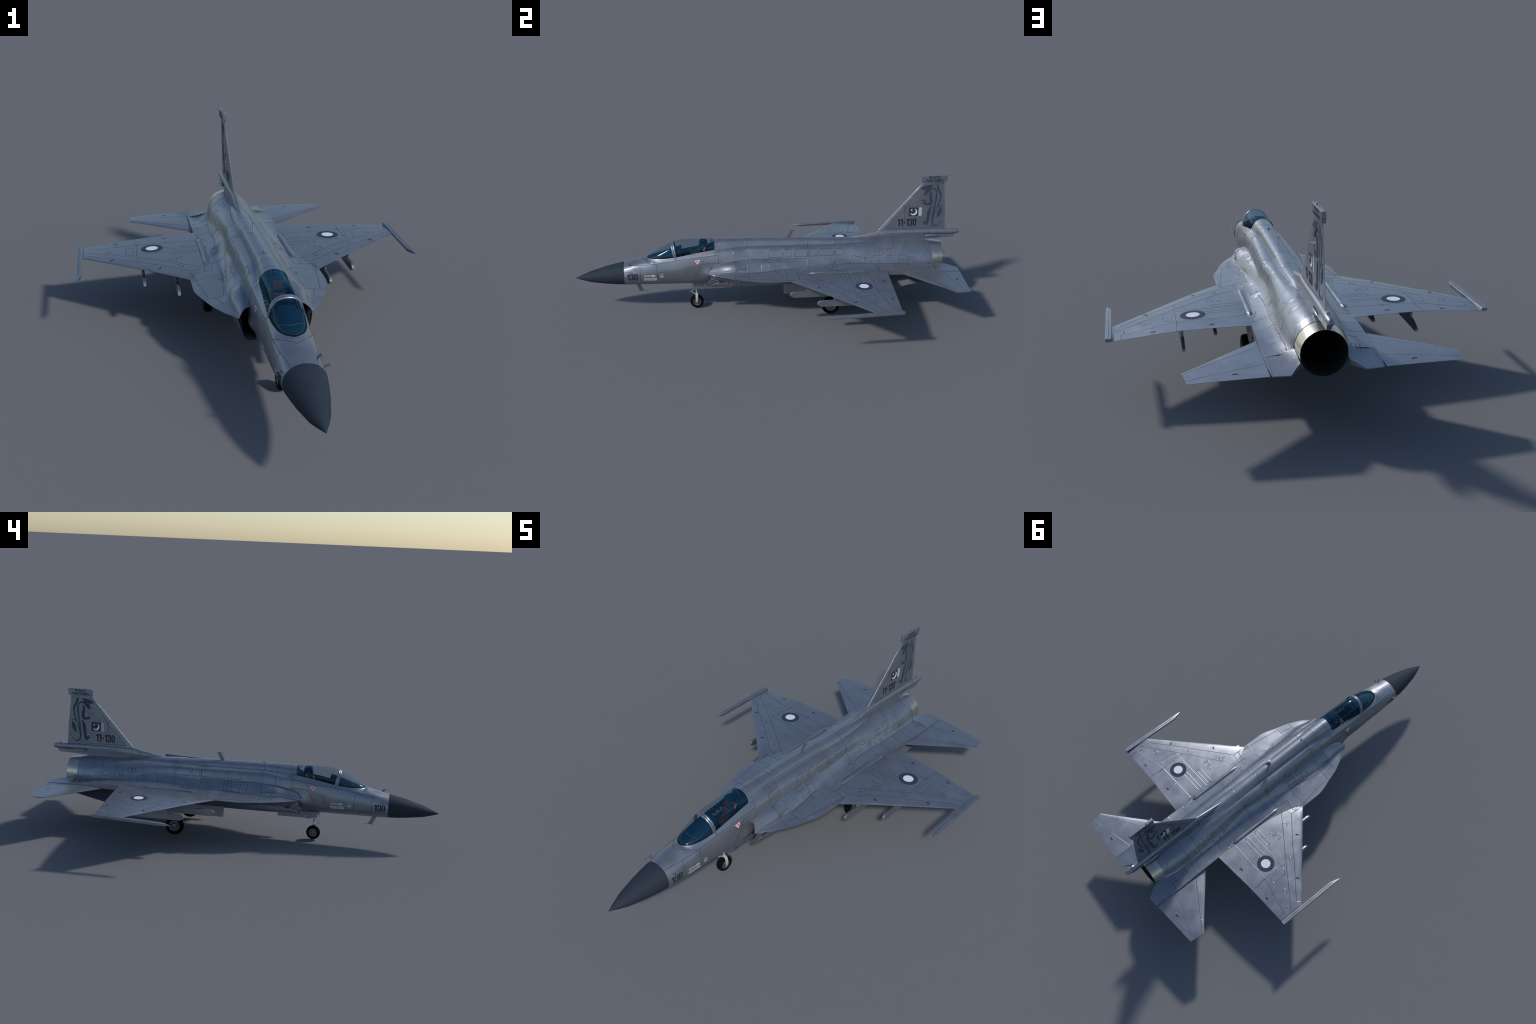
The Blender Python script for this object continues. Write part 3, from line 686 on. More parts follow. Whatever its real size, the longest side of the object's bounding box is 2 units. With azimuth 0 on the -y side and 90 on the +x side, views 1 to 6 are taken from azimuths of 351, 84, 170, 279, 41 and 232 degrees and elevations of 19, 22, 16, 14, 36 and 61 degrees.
V, F = tube([(0, -.352, .150), (0, -.380, .112)], .0028, 8); add("drag_brace", V, F, GEARWHITE, NG)
for s in (1, -1):
    V, F = prism([(-.4030, .1500), (-.4010, .1225), (-.3880, .1200), (-.3725, .1180), (-.3625, .1140), (-.3440, .1150), (-.3440, .1500)], s * .0290, s * .0312); add("nose_gear_door", V, F, PAINT, NG, 30)
    V, F = prism([(-.3425, .1500), (-.3420, .1168), (-.2030, .1162), (-.2010, .1290), (-.2010, .1500)], s * .0290, s * .0312); add("nose_gear_door", V, F, PAINT, NG, 30)
V, F = prism([(-.024, .150), (.024, .150), (.022, .124), (-.022, .124)], -.4105, -.4085, "y"); add("nose_gear_door", V, F, PAINT, NG, 30)
for s in (1, -1):
    MG = empty("main_gear", ROOT)
    wheel(MG, s * .1580, .2990, .0540, .0465, .0330, .0275, 9, s)
    V, F = tube([(s * .105, .2850, .180), (s * .128, .2950, .110), (s * .134, .2985, .058)], [.0065, .0060, .0050], 12); add("main_strut", V, F, GEARWHITE, MG, 50)
    V, F = tube([(s * .128, .2985, .0545), (s * .150, .2990, .0540)], .0060, 10); add("main_axle", V, F, RIM, MG)
    V, F = tube([(s * .095, .240, .165), (s * .126, .288, .112)], .0032, 8); add("drag_brace", V, F, GEARWHITE, MG)
    V, F = prism([(s * .1380, .190), (s * .1630, .192), (s * .1615, .140), (s * .1560, .104), (s * .1515, .084), (s * .1440, .104), (s * .1380, .140)], .3500, .3520, "y"); add("leg_cover", V, F, GEARWHITE, MG, 30)
    V = []
    for t in (0, .0022):
        V += [(s * (.1075 + t), .0600, .1600), (s * (.1075 + t), .2250, .1600), (s * (.1100 + t), .2200, .1075), (s * (.1100 + t), .0618, .1063)]
    F = [(0, 1, 2, 3), (7, 6, 5, 4)] + [(i, (i + 1) % 4, 4 + (i + 1) % 4, 4 + i) for i in range(4)]
    add("main_gear_door", V, F, PAINT, MG, 30)
    for k, (y, z) in enumerate([(.285, .080), (.320, .075)]):
        V, F = tube([(s * (.1735), y, z), (s * (.1748), y, z)], .0018, 8); add("slip_mark", V, F, RED, MG)

# ------------------------------------------ panel gaps and painted markings
bpy.context.view_layer.update()
_V, _F = [], []
for o in SOLID:
    k = len(_V); _V += [o.matrix_world @ v.co for v in o.data.vertices]; _F += [tuple(i + k for i in p.vertices) for p in o.data.polygons]
SKIN = BVHTree.FromPolygons(_V, _F)
def snap(p, out):
    """nearest skin point and its normal, turned towards the direction out"""
    q, n, i, d = SKIN.find_nearest(Vector(p))
    if n.dot(Vector(out)) < 0: n = -n
    return q, n

def gap(lines, parent, name="panel_gap", w=.00165, h=.00028, material=LINE, both=True, step=.0028):
    """panel joint that follows the skin along each polyline: a dark gap between two bevelled panel edges"""
    V, F, dark = [], [], []
    for line in lines:
        for s in ((1, -1) if both else (1,)):
            pts = [Vector((s * x, y, z)) for x, y, z in line]; path = []
            for a, b in zip(pts[:-1], pts[1:]):
                n = max(1, int((b - a).length / step))
                path += [a.lerp(b, i / n) for i in range(n)]
            path.append(pts[-1])
            got = [snap(p, (p.x * 2, 0, .25) if abs(p.x) < .14 and p.z < .36 else (0, 0, 1) if abs(p.x) > .012 else (p.x * 50, 0, .1)) for p in path]
            k0 = len(V); m = len(got)
            for i, (q, n) in enumerate(got):
                t = (got[min(i + 1, m - 1)][0] - got[max(i - 1, 0)][0])
                if t.length < 1e-7: t = Vector((0, 1, 0))
                c = t.normalized().cross(n).normalized()
                e = w / 2 + .00095
                V += [q - c * e + n * .00003, q - c * w / 2 + n * h, q - c * w / 2 + n * h, q + c * w / 2 + n * h, q + c * w / 2 + n * h, q + c * e + n * .00003]
            for i in range(m - 1):
                for j in (0, 2, 4):
                    a, b = k0 + i * 6 + j, k0 + (i + 1) * 6 + j
                    F.append((a, a + 1, b + 1, b)); dark.append(j == 2)
    o = add(name, V, F, PAINT, parent, 180, weld=False, normals=False, kind="stuff")
    o.data.materials.append(material)
    for p, d in zip(o.data.polygons, dark): p.material_index = 1 if d else 0
    return o

def ring(x, y, z, r, n=14, plane="yz"):
    out = []
    for i in range(n + 1):
        a = 2 * math.pi * i / n
        out.append((x, y + r * math.cos(a), z + r * math.sin(a)) if plane == "yz" else (x + r * math.cos(a), y + r * math.sin(a), z))
    return out
def close(l): return list(l) + [l[0]]
def capsule(x0, x1, y, r, z=.243):
    a = [(x1 - r + r * math.cos(t), y + r * math.sin(t), z) for t in np.linspace(-math.pi / 2, math.pi / 2, 8)]
    b = [(x0 + r - r * math.cos(t), y - r * math.sin(t), z) for t in np.linspace(-math.pi / 2, math.pi / 2, 8)]
    return close(a + b)
def window(x0, y0, z0, x1, y1, z1, c=.0025):
    """rounded access panel on the fuselage flank: upper edge at (x0,z0), lower edge at (x1,z1)"""
    f = lambda y, t: (x0 + (x1 - x0) * t, y, z0 + (z1 - z0) * t)
    e = c / max(abs(z1 - z0), .008)
    return close([f(y0 + c, 0), f(y1 - c, 0), f(y1, e), f(y1, 1 - e), f(y1 - c, 1), f(y0 + c, 1), f(y0, 1 - e), f(y0, e)])

gap([
    [(.0385, -.7495, .2566), (.0472, -.7054, .2630), (.0538, -.6703, .2658), (.0605, -.5900, .2743), (.0628, -.4802, .2913), (.0662, -.4100, .2990), (.0698, -.2707, .3166)],
    [(0, -.6640, .2878), (.0200, -.6470, .2870), (.0390, -.6258, .2841), (.0605, -.5900, .2743)],
    [(.0538, -.6697, .2660), (.0660, -.6683, .2394), (.0690, -.6675, .2150), (.0583, -.6655, .1757)],
    [(.0611, -.5838, .2735), (.0716, -.5823, .2383), (.0715, -.5800, .2080), (.0605, -.5765, .1745)],
    [(.0551, -.7480, .1759), (.0583, -.6655, .1750), (.0605, -.5765, .1742), (.0600, -.4198, .1710)],
    [(.0696, -.3399, .3051), (.0768, -.3548, .2737), (.0785, -.3720, .2400), (.0757, -.3896, .2077), (.0560, -.4066, .1673), (.0500, -.4090, .1600)],
    [(.0769, -.3549, .2730), (.0783, -.3102, .2753), (.0799, -.2729, .2780)],
    [(0, -.2572, .3795), (.0200, -.2590, .3750), (.0349, -.2604, .3619), (.0459, -.2646, .3384), (.0580, -.2690, .3290), (.0698, -.2701, .3165), (.0770, -.2715, .2920), (.0806, -.2724, .2720)],
    [(.0557, -.4899, .3023), (.0604, -.4864, .2947), (.0628, -.4802, .2913)],
], ROOT, "nose_panel_gaps")

B_ = [(0, -.1911, .3790), (.0220, -.1905, .3740), (.0397, -.1899, .3437), (.0560, -.1896, .3360), (.0748, -.1893, .3120), (.0840, -.1888, .2880), (.1000, -.1884, .2800), (.1187, -.1878, .2668), (.1310, -.1879, .2430), (.1600, -.1885, .2320), (.1860, -.1895, .2262)]
C_ = [(0, -.1243, .3780), (.0220, -.1242, .3720), (.0360, -.1242, .3465), (.0560, -.1242, .3406), (.0700, -.1245, .3200), (.0802, -.1247, .2924), (.1020, -.1240, .2760), (.1210, -.1232, .2530), (.1294, -.1224, .2406), (.1700, -.1223, .2312), (.2072, -.1223, .2247)]
D_ = [(0, .1920, .3705), (.0220, .1917, .3650), (.0334, .1913, .3442), (.0600, .1905, .3390), (.0749, .1900, .3255), (.0869, .1878, .2861), (.1060, .1872, .2600), (.1285, .1868, .2459), (.1441, .1875, .2413)]
E_ = [(0, .3310, .3655), (.0230, .3305, .3600), (.0352, .3299, .3443), (.0600, .3275, .3350), (.0700, .3260, .3200), (.0784, .3253, .2933), (.0940, .3235, .2720), (.1040, .3220, .2650)]
F_ = [(.0150, .6386, .3448), (.0261, .6386, .3438), (.0623, .6387, .3232), (.0927, .6384, .2776), (.1083, .6398, .2519), (.1350, .6380, .2430), (.1705, .6370, .2382)]
G_ = [(.0150, .7062, .3438), (.0293, .7062, .3413), (.0728, .7053, .3120), (.0928, .7068, .2751), (.1030, .7100, .2500), (.1350, .7080, .2400), (.1661, .7070, .2359)]
H_ = [(.0140, .7985, .3400), (.0238, .7990, .3383), (.0430, .8007, .3295), (.0593, .8034, .3164), (.0781, .8355, .2787), (.0900, .8340, .2560), (.0963, .8320, .2443)]
flank = [B_, C_, D_, E_, F_, G_, H_,
    [(.0694, -.1888, .3238), (.0605, -.1702, .3346), (.0615, -.1262, .3359)],
    [(.0932, -.1869, .2826), (.0899, -.1711, .2841), (.0847, -.1593, .2868), (.0834, -.1283, .2879)],
    [(.1258, -.1874, .2585), (.1204, -.1242, .2538)],
    [(.1240, -.3030, .2270), (.1217, -.2935, .2330), (.1252, -.2419, .2380), (.1312, -.1873, .2420)],
    [(.0809, -.1248, .2903), (.0812, -.0514, .2911), (.0832, .0680, .2900), (.0851, .1900, .2880)],
    [(.0812, -.0514, .2911), (.1000, -.0520, .2780), (.1118, -.0526, .2657), (.1264, -.0530, .2436)],
    [(.0832, .0680, .2916), (.1000, .0660, .2760), (.1214, .0639, .2475), (.1574, .0732, .2380), (.2252, .0610, .2266)],
    close([(.0852, -.0354, .2876), (.0861, .0070, .2873), (.0994, .0057, .2787), (.0999, -.0368, .2784)]),
    [(.1013, -.0174, .2775), (.1160, -.0178, .2620), (.1263, -.0182, .2422), (.1246, .0107, .2439), (.1214, .0639, .2475)],
    [(.0830, .0277, .2895), (.1000, .0260, .2760), (.1257, .0243, .2438)],
    close([(.0836, .0302, .2890), (.0845, .0515, .2885), (.0977, .0500, .2788), (.0975, .0288, .2795)]),
    [(.1310, .0142, .2414), (.1405, .0176, .2397), (.1409, .0333, .2405)],
    [(.0359, .3286, .3431), (.0358, .4252, .3428), (.0274, .5180, .3443), (.0192, .5750, .3464)],
    [(.0052, .4378, .3621), (.0122, .5512, .3555), (.0179, .5772, .3467)],
    [(.1318, .3313, .2492), (.1142, .3399, .2582), (.1080, .4024, .2620), (.1080, .4860, .2580), (.1090, .5769, .2540), (.1040, .7122, .2500), (.1005, .7800, .2455), (.0990, .8285, .2425)],
    [(.0985, .8016, .2480), (.0981, .8306, .2430)],
    [(.1080, .4056, .2610), (.0833, .4119, .2888), (.0808, .4254, .2949), (.0849, .4398, .2872), (.0857, .4607, .2867), (.1080, .4597, .2600)],
    [(.1090, .4740, .2590), (.0887, .4723, .2811), (.0892, .4915, .2805), (.1090, .4850, .2590)],
    [(.1090, .4780, .2590), (.0900, .4790, .2790), (.0900, .4870, .2790)],
    [(.1326, .2690, .2457), (.1139, .2747, .2543), (.1114, .3136, .2594), (.1356, .3111, .2471), (.1326, .2690, .2457)],
    [(.1356, .3180, .2471), (.1027, .3179, .2652), (.1032, .3297, .2650), (.1260, .3292, .2520), (.1356, .3366, .2474)],
    window(.0753, .5305, .3099, .0857, .5470, .2902, .001), window(.0748, .5515, .3102, .0863, .5694, .2896, .001), window(.0673, .5975, .3183, .0870, .6240, .2890, .002), window(.0911, .5930, .2797, .0968, .6110, .2692, .001),
    [(.0973, .6578, .2672), (.0904, .6586, .2824), (.0868, .6681, .2902), (.0876, .6952, .2894), (.0909, .7009, .2809), (.0967, .7023, .2640), (.0973, .6578, .2672)],
    window(.0915, .7135, .2770, .0952, .7380, .2638, .001),
    ring(.0990, .5527, .2640, .0055), ring(.1010, .5149, .2630, .0045),
    [(.1232, -.2239, .2006), (.1200, -.2236, .1800), (.1040, -.2234, .1562)],
    [(.1247, -.1582, .1880), (.1169, -.1579, .1605)], [(.1246, -.1582, .1873), (.1243, -.1029, .1725)], [(.1264, -.0818, .1796), (.1229, -.0815, .1692)], [(.1251, -.0474, .1776), (.1218, -.0471, .1698)],
    [(.1334, .5455, .2450), (.1681, .5453, .2376)], [(.1151, .5391, .2515), (.1334, .5455, .2450)],
    [(.0972, .8362, .2440), (.1640, .8424, .2311)], [(.1640, .8424, .2311), (.1660, .9640, .2215)], [(.0772, .9085, .2297), (.0938, .8383, .2453)],
    [(.1018, .8298, .2408), (.1028, .8098, .2422), (.1151, .8124, .2369), (.1142, .8324, .2359)], [(.1286, .8338, .2325), (.1312, .8049, .2330)], [(.1052, .7493, .2450), (.1360, .7515, .2354)], ring(.1290, .8180, .2335, .004, 10, "xy"),
    # strake (leading edge extension)
    [(.2190, .1287, .2314), (.1900, .1290, .2340), (.1711, .1300, .2362)], [(.2198, .1271, .2312), (.2194, .0767, .2276), (.2170, .0398, .2277), (.1940, -.1140, .2273)],
    [(.1240, .0647, .2462), (.1302, -.0081, .2404), (.1430, -.1172, .2353)], [(.1717, -.1186, .2309), (.1555, -.1872, .2330)], [(.2315, .0702, .2260), (.2252, .0610, .2266)],
]
for y0, y1 in ((-.0145, .0545), (.0633, .1042), (.1188, .1870), (.1968, .2365), (.2488, .3203), (.3315, .3720)):
    flank.append(window(.0690, y0, .3325, .0808, y1, .2980))
gap(flank, ROOT, "fuselage_panel_gaps")

gap([
    [(.1792, .1287, .2400), (.1767, .1601, .2400), (.1752, .2200, .2400), (.1740, .3391, .2430), (.1763, .4825, .2420), (.1721, .5059, .2400), (.1629, .5143, .2410), (.1528, .5032, .2420), (.1407, .4581, .2460)],
    [(.1792, .1287, .2400), (.1726, .1228, .2400), (.1532, .1228, .2420), (.1515, .1604, .2420), (.1437, .1704, .2440), (.1441, .1875, .2430), (.1506, .1932, .2420), (.1490, .4000, .2440)],
    [(.1629, .5143, .2400), (.1640, .5450, .2400)],
    [(.2305, .1539, .2350), (.3691, .2671, .2350), (.4613, .3344, .2320), (.5872, .4355, .2250), (.5963, .4429, .2240), (.6087, .4293, .2240)],
    [(.1841, .1833, .2380), (.2547, .2334, .2390), (.3789, .3248, .2380), (.4781, .3951, .2330), (.6150, .4930, .2220)],
    [(.1787, .1591, .2380), (.2291, .1555, .2360), (.2341, .0870, .2300)], [(.1799, .1292, .2380), (.2263, .1296, .2350), (.2259, .0680, .2300)],
    [(.1765, .4822, .2420), (.4097, .4840, .2390), (.5064, .5052, .2300), (.5960, .5240, .2240), (.5970, .5610, .2200)],
    [(.1788, .3767, .2410), (.4146, .3775, .2380)], [(.4149, .3534, .2380), (.4146, .3775, .2380), (.4113, .4846, .2390), (.4160, .5670, .2380)],
    [(.4080, .4846, .2390), (.4080, .5120, .2390)],
    capsule(.1830, .3180, .4150, .0100), capsule(.1840, .2850, .3510, .0105), ring(.2502, .3053, .242, .0066, 14, "xy"),
    close([(.2690, .3075, .240), (.2670, .3040, .240), (.2670, .2815, .240), (.2700, .2780, .240), (.2910, .2790, .240), (.2940, .2820, .240), (.2940, .3050, .240), (.2910, .3080, .240)]),
    close([(.2420, .2228, .240), (.2559, .2345, .240), (.2690, .2190, .240), (.2550, .2050, .240)]), ring(.2529, .1997, .240, .0042, 10, "xy"),
    close([(.4248, .4570, .238), (.4251, .3815, .238), (.4352, .3765, .238), (.4562, .3948, .236), (.4558, .4600, .236), (.4490, .4663, .236), (.4300, .4640, .236)]),
    close([(.5110, .4470, .231), (.5160, .4420, .231), (.5290, .4420, .230), (.5330, .4480, .230), (.5310, .4590, .230), (.5250, .4640, .230), (.5150, .4630, .230), (.5110, .4560, .230)]),
    ring(.4103, .3179, .237, .0050, 12, "xy"),
    [(.2875, .4840, .242), (.2875, .4920, .242), (.3005, .4930, .242), (.3005, .4840, .242)], [(.4879, .5030, .233), (.4879, .5090, .233), (.4997, .5110, .232), (.4997, .5040, .232)], [(.4130, .4060, .238), (.4080, .4080, .238), (.4080, .4140, .238), (.4130, .4150, .238)],
    [(.6190, .4400, .222), (.6190, .5580, .219)],
    [(.6351, .2480, .2180), (.6351, .5540, .2290)],
], ROOT, "wing_panel_gaps")
gap([
    [(.1801, .7334, .2260), (.2738, .7923, .2240), (.4205, .8871, .2200)], [(.3602, .8508, .2220), (.3735, .8390, .2200)],
    [(.1797, .8761, .2260), (.2677, .8949, .2240), (.4150, .9305, .2180)],
], ROOT, "tailplane_panel_gaps")
gap([
    [(.0025, .7961, .6428), (.0028, .7469, .5822), (.0036, .7030, .5192)],
    [(.0036, .7030, .5192), (.0041, .7010, .5056), (.0052, .7005, .4426), (.0056, .7004, .4030)],
    [(.0041, .6999, .5057), (.0039, .6511, .4577), (.0039, .6040, .4075), (.0056, .6918, .4071), (.0029, .8466, .4041), (.0028, .8471, .4249)],
    [(.0024, .8623, .6447), (.0022, .8641, .5941), (.0024, .8595, .4960), (.0027, .8521, .4367), (.0026, .8546, .4015)],
    [(.0004, .7376, .5895), (.0029, .7470, .5803)], [(.0004, .6896, .5343), (.0036, .7030, .5192)],
    [(.0130, .5801, .3475), (.0120, .6000, .3700), (.0052, .6329, .3990)], [(.0059, .5690, .3955), (.0135, .5685, .3720), (.0120, .5685, .3500)],
    [(.0057, .6904, .3985), (.0138, .6903, .3860), (.0115, .6900, .3451)], [(.0076, .7803, .3970), (.0142, .7776, .3832), (.0116, .7788, .3427)],
    [(.0006, .5481, .3934), (.0110, .5300, .3760), (.0123, .5108, .3614)], [(.0042, .4899, .3796), (.0115, .4880, .3635)],
], FIN, "fin_panel_gaps")
gap([[(.0005, .7030, .5192), (.0042, .7030, .5192)], ring(.0042, .7012, .5140, .0035, 10), [(.0030, .8900, .6440), (.0030, .8960, .6430), (.0030, .8960, .6380)]], FIN, "fin_hinges")

# --- paint: thin skins of their own colour laid on the surface
def lay(name, polys, place, material, parent=ROOT, lift=.0005, edge=.005, out=None):
    """polys: outlines in 2D (first is the shape, others in the same list are separate shapes)"""
    bm = bmesh.new()
    for p in polys:
        vs = [bm.verts.new((u, v, 0)) for u, v in p]
        es = [bm.edges.new((vs[i], vs[(i + 1) % len(vs)])) for i in range(len(vs))]
        bmesh.ops.triangle_fill(bm, use_beauty=True, edges=es)
    return _lay(bm, name, place, material, parent, lift, edge, out)
def _lay(bm, name, place, material, parent, lift, edge, out):
    for _ in range(5):
        long = [e for e in bm.edges if e.calc_length() > edge]
        if not long: break
        bmesh.ops.subdivide_edges(bm, edges=long, cuts=1); bmesh.ops.triangulate(bm, faces=bm.faces)
    for v in bm.verts:
        p = place(v.co.x, v.co.y); o = out or (p[0], 0, 0)
        q, n = snap(p, o); v.co = q + n * lift
    me = bpy.data.meshes.new(name); 
    for f in bm.faces:
        o = out or (f.calc_center_median().x, 0, 0)
        f.normal_update()
        if f.normal.dot(Vector(o)) < 0: f.normal_flip()
    bm.to_mesh(me); bm.free(); me.materials.append(material); finish_mesh(me, 180)
    ob = bpy.data.objects.new(name, me); SC.objects.link(ob); ob.parent = parent
    return ob
def write(name, body, box_, place, material, parent=ROOT, lift=.0005, bold=.0, out=None):
    """built-in font, stretched to the box (u0,v0,u1,v1)"""
    cu = bpy.data.curves.new(name, "FONT"); cu.body = body; cu.align_x = "LEFT"; cu.offset = bold; cu.resolution_u = 3; cu.space_character = 1.02; cu.space_line = .86
    t = bpy.data.objects.new(name, cu); SC.objects.link(t)
    dg = bpy.context.evaluated_depsgraph_get(); me = bpy.data.meshes.new_from_object(t.evaluated_get(dg))
    bpy.data.objects.remove(t); bpy.data.curves.remove(cu)
    bm = bmesh.new(); bm.from_mesh(me); bpy.data.meshes.remove(me)
    bmesh.ops.triangulate(bm, faces=bm.faces)
    xs = [v.co.x for v in bm.verts]; ys = [v.co.y for v in bm.verts]
    u0, v0, u1, v1 = box_
    for v in bm.verts: v.co = Vector((u0 + (v.co.x - min(xs)) / (max(xs) - min(xs)) * (u1 - u0), v0 + (v.co.y - min(ys)) / (max(ys) - min(ys)) * (v1 - v0), 0))
    return _lay(bm, name, place, material, parent, lift, .005, out)
def rect(u0, v0, u1, v1): return [(u0, v0), (u1, v0), (u1, v1), (u0, v1)]
def stroke(pts, n=6):
    """outline of a tapering brush stroke; pts are (u, v, width)"""
    c = spline(pts, (), n, False); L, R = [], []
    for i in range(len(c)):
        t = c[min(i + 1, len(c) - 1)][:2] - c[max(i - 1, 0)][:2]; t = t / (np.linalg.norm(t) + 1e-9); nn = np.array([-t[1], t[0]]) * max(c[i][2], .0004) / 2
        L.append(tuple(c[i][:2] + nn)); R.append(tuple(c[i][:2] - nn))
    return L + R[::-1]
HALF = [(.46, 1), (.20, 1), (0, .87), (0, .13), (.20, 0), (.46, 0), (.46, .13), (.37, .16), (.34, .22), (.34, .78), (.37, .84), (.46, .87)]
TOPL = [(.46, 1), (.20, 1), (0, .87), (0, .68), (.34, .68), (.34, .78), (.37, .84), (.46, .87)]
THREE = [(.54, 1), (.80, 1), (1, .87), (1, .62), (.90, .52), (1, .42), (1, .13), (.80, 0), (.54, 0), (.54, .13), (.63, .16), (.66, .22), (.66, .40), (.60, .46), (.38, .46), (.38, .58), (.60, .58), (.66, .62), (.66, .78), (.63, .84), (.54, .87)]
GLYPH = {"0": [HALF, [(1 - u, v) for u, v in HALF]], "3": [TOPL, [(u, 1 - v) for u, v in TOPL], THREE],
         "1": [[(.05, .72), (.05, .84), (.30, 1), (.74, 1), (.74, 0), (.36, 0), (.36, .72)]], "-": [[(.08, .40), (.08, .56), (.92, .56), (.92, .40)]]}
def stencil(name, text, box_, place, parent):
    """condensed stencil numerals with bridges"""
    u0, v0, u1, v1 = box_; W = {"1": .74, "-": .70}
    tot = sum(W.get(c, 1) + .16 for c in text) - .16; k = (u1 - u0) / tot; x = u0; P = []
    for c in text:
        w = W.get(c, 1) * k
        for g in GLYPH[c]: P.append([(x + (u / .76 if c == "1" else u) * w, v0 + v * (v1 - v0)) for u, v in g])
        x += w + .16 * k
    for p in P: lay(name, [p], place, STENCIL, parent, .0005)

WING_OUT = (0, 0, 1)
for s in (1, -1):
    # roundels
    top = lambda u, v: (s * u, v, .2450)
    circ = lambda r, n=40: [(.3525 + r * math.cos(2 * math.pi * i / n), .4297 + r * math.sin(2 * math.pi * i / n)) for i in range(n)]
    lay("roundel_ring", [circ(.0432)], top, NAVY, ROOT, .0005, .01, WING_OUT)
    lay("roundel_centre", [circ(.0235)], top, WHITE, ROOT, .0009, .01, WING_OUT)
    # no-step figures
    for x, y, a in ((.3356, .2084, -.75), (.5112, .3582, -.75), (.2973, .5400, 0.05), (.4925, .5409, .05), (.2700, .9225, -.1)):
        c, d = math.cos(a), math.sin(a)
        def fig(u, v, x=x, y=y, c=c, d=d): return (s * (x + u * c - v * d), y + u * d + v * c, .245)
        lay("no_step_mark", [stroke([(-.0085, 0, .0010), (-.006, 0, .0045), (-.001, 0, .0055), (.003, 0, .0040), (.0045, 0, .0020)], 4), [(.0075 + .0024 * math.cos(t), .0024 * math.sin(t)) for t in np.linspace(0, 6.283, 10, endpoint=False)]], fig, STENCIL, ROOT, .0005, .01, WING_OUT)
        lay("no_step_cross", [stroke([(-.006, -.007, .0009), (.008, .007, .0009)], 2)], fig, STENCIL, ROOT, .0007, .01, WING_OUT)
        lay("no_step_cross", [stroke([(-.006, .007, .0009), (.008, -.007, .0009)], 2)], fig, STENCIL, ROOT, .0009, .01, WING_OUT)
    # formation and navigation lamps
    lamp = LAMP_RED if s == 1 else LAMP_GREEN
    V, F = lathe([(-.0060, .0004), (-.0050, .0022), (-.002, .0034), (.002, .0034), (.005, .0022), (.006, .0004)], (0, 0, 0), "y", 12)
    q, n = snap((s * .5862, .5000, .23), WING_OUT); add("navigation_lamp", [(x * .9 + q.x, y + q.y, z * .45 + q.z + .0003) for x, y, z in V], F, lamp, ROOT, 60)
    q, n = snap((s * .1220, -.2085, .1900), (s, 0, 0)); add("navigation_lamp", [(x * .5 + q.x, y * .95 + q.y, z * 1.0 + q.z) for x, y, z in V], F, lamp, ROOT, 60)

    rd = (lambda y: y) if s == 1 else (lambda y: -y)          # reading direction along the flank
    side = lambda x: (lambda u, v: (s * x, u if s == 1 else -u, v))
    S = side(.09)
    ub = lambda a, b: (a, b) if s == 1 else (-b, -a)
    u0, u1 = ub(-.7362, -.6820)
    stencil("serial_number", "130", (u0, .1905, u1, .2285), side(.075), ROOT)
    # rescue arrow and instruction plate
    a0, a1 = (-.6485, -.5872) if s == 1 else (.4702, .5313)
    lay("rescue_arrow", [[(a0, .2115), (a0, .2193), (a0 + .037, .2188), (a0 + .045, .2235), (a1, .2160), (a0 + .045, .2080), (a0 + .037, .2118)]], side(.075), LIGHTGREY, ROOT, .0005)
    write("rescue_text", "RESCUE", (a0 + .004, .2135, a0 + .034, .2172), side(.075), DOORGREY, ROOT, .0008, .01)
    p0, p1 = (-.6500, -.5852) if s == 1 else (.4672, .5331)
    lay("instruction_plate", [rect(p0, .1866, p1, .2036)], side(.075), LIGHTGREY, ROOT, .0005)
    write("instruction_text", "PULL HANDLE TO\nOPEN CANOPY", (p0 + .004, .1890, p1 - .004, .2012), side(.075), DOORGREY, ROOT, .0008, .0)
    b0, b1 = ub(-.5693, -.5505)
    lay("service_badge", [rect(b0, .2165, b1, .2262)], side(.075), BADGE if "BADGE" in globals() else mat("badge_blue", (.24, .28, .36), .5), ROOT, .0005)
    lay("service_badge", [rect(b0, .2055, b1, .2125)], side(.075), LIGHTGREY, ROOT, .0005)
    # faded lightning flash
    ff = globals().get("FADED") or mat("faded_flash", (.225, .243, .285), .40, .66); FADED = ff
    fl = [(-.3630, .2720, .010), (-.4020, .2580, .014), (-.4420, .2450, .016), (-.4350, .2300, .018), (-.4300, .2150, .018), (-.4700, .1990, .012), (-.5200, .1860, .007), (-.5750, .1740, .001)]
    lay("faded_flash", [stroke([(p[0] if s == 1 else -p[0], p[1], p[2]) for p in fl], 1)], side(.085), FADED, ROOT, .0004)
    # ejection triangle
    T = np.array([(-.3965, .2960), (-.3610, .2990), (-.3755, .2680)]); T[:, 0] *= s; cen = T.mean(0)
    lay("ejection_triangle", [[tuple(p) for p in T]], side(.085), RED, ROOT, .0004)
    lay("ejection_triangle", [[tuple(cen + (p - cen) * .80) for p in T]], side(.085), WHITE, ROOT, .0007)
    lay("ejection_triangle", [[tuple(cen + (p - cen) * .40) for p in T]], side(.085), RED, ROOT, .0010)
    cx = -.4145 * s
    lay("small_crest", [[(cx - .005, .2890), (cx - .003, .2835), (cx + .003, .2835), (cx + .005, .2890), (cx + .002, .2862), (cx, .2905), (cx - .002, .2862)]], side(.08), FADED, ROOT, .0005)
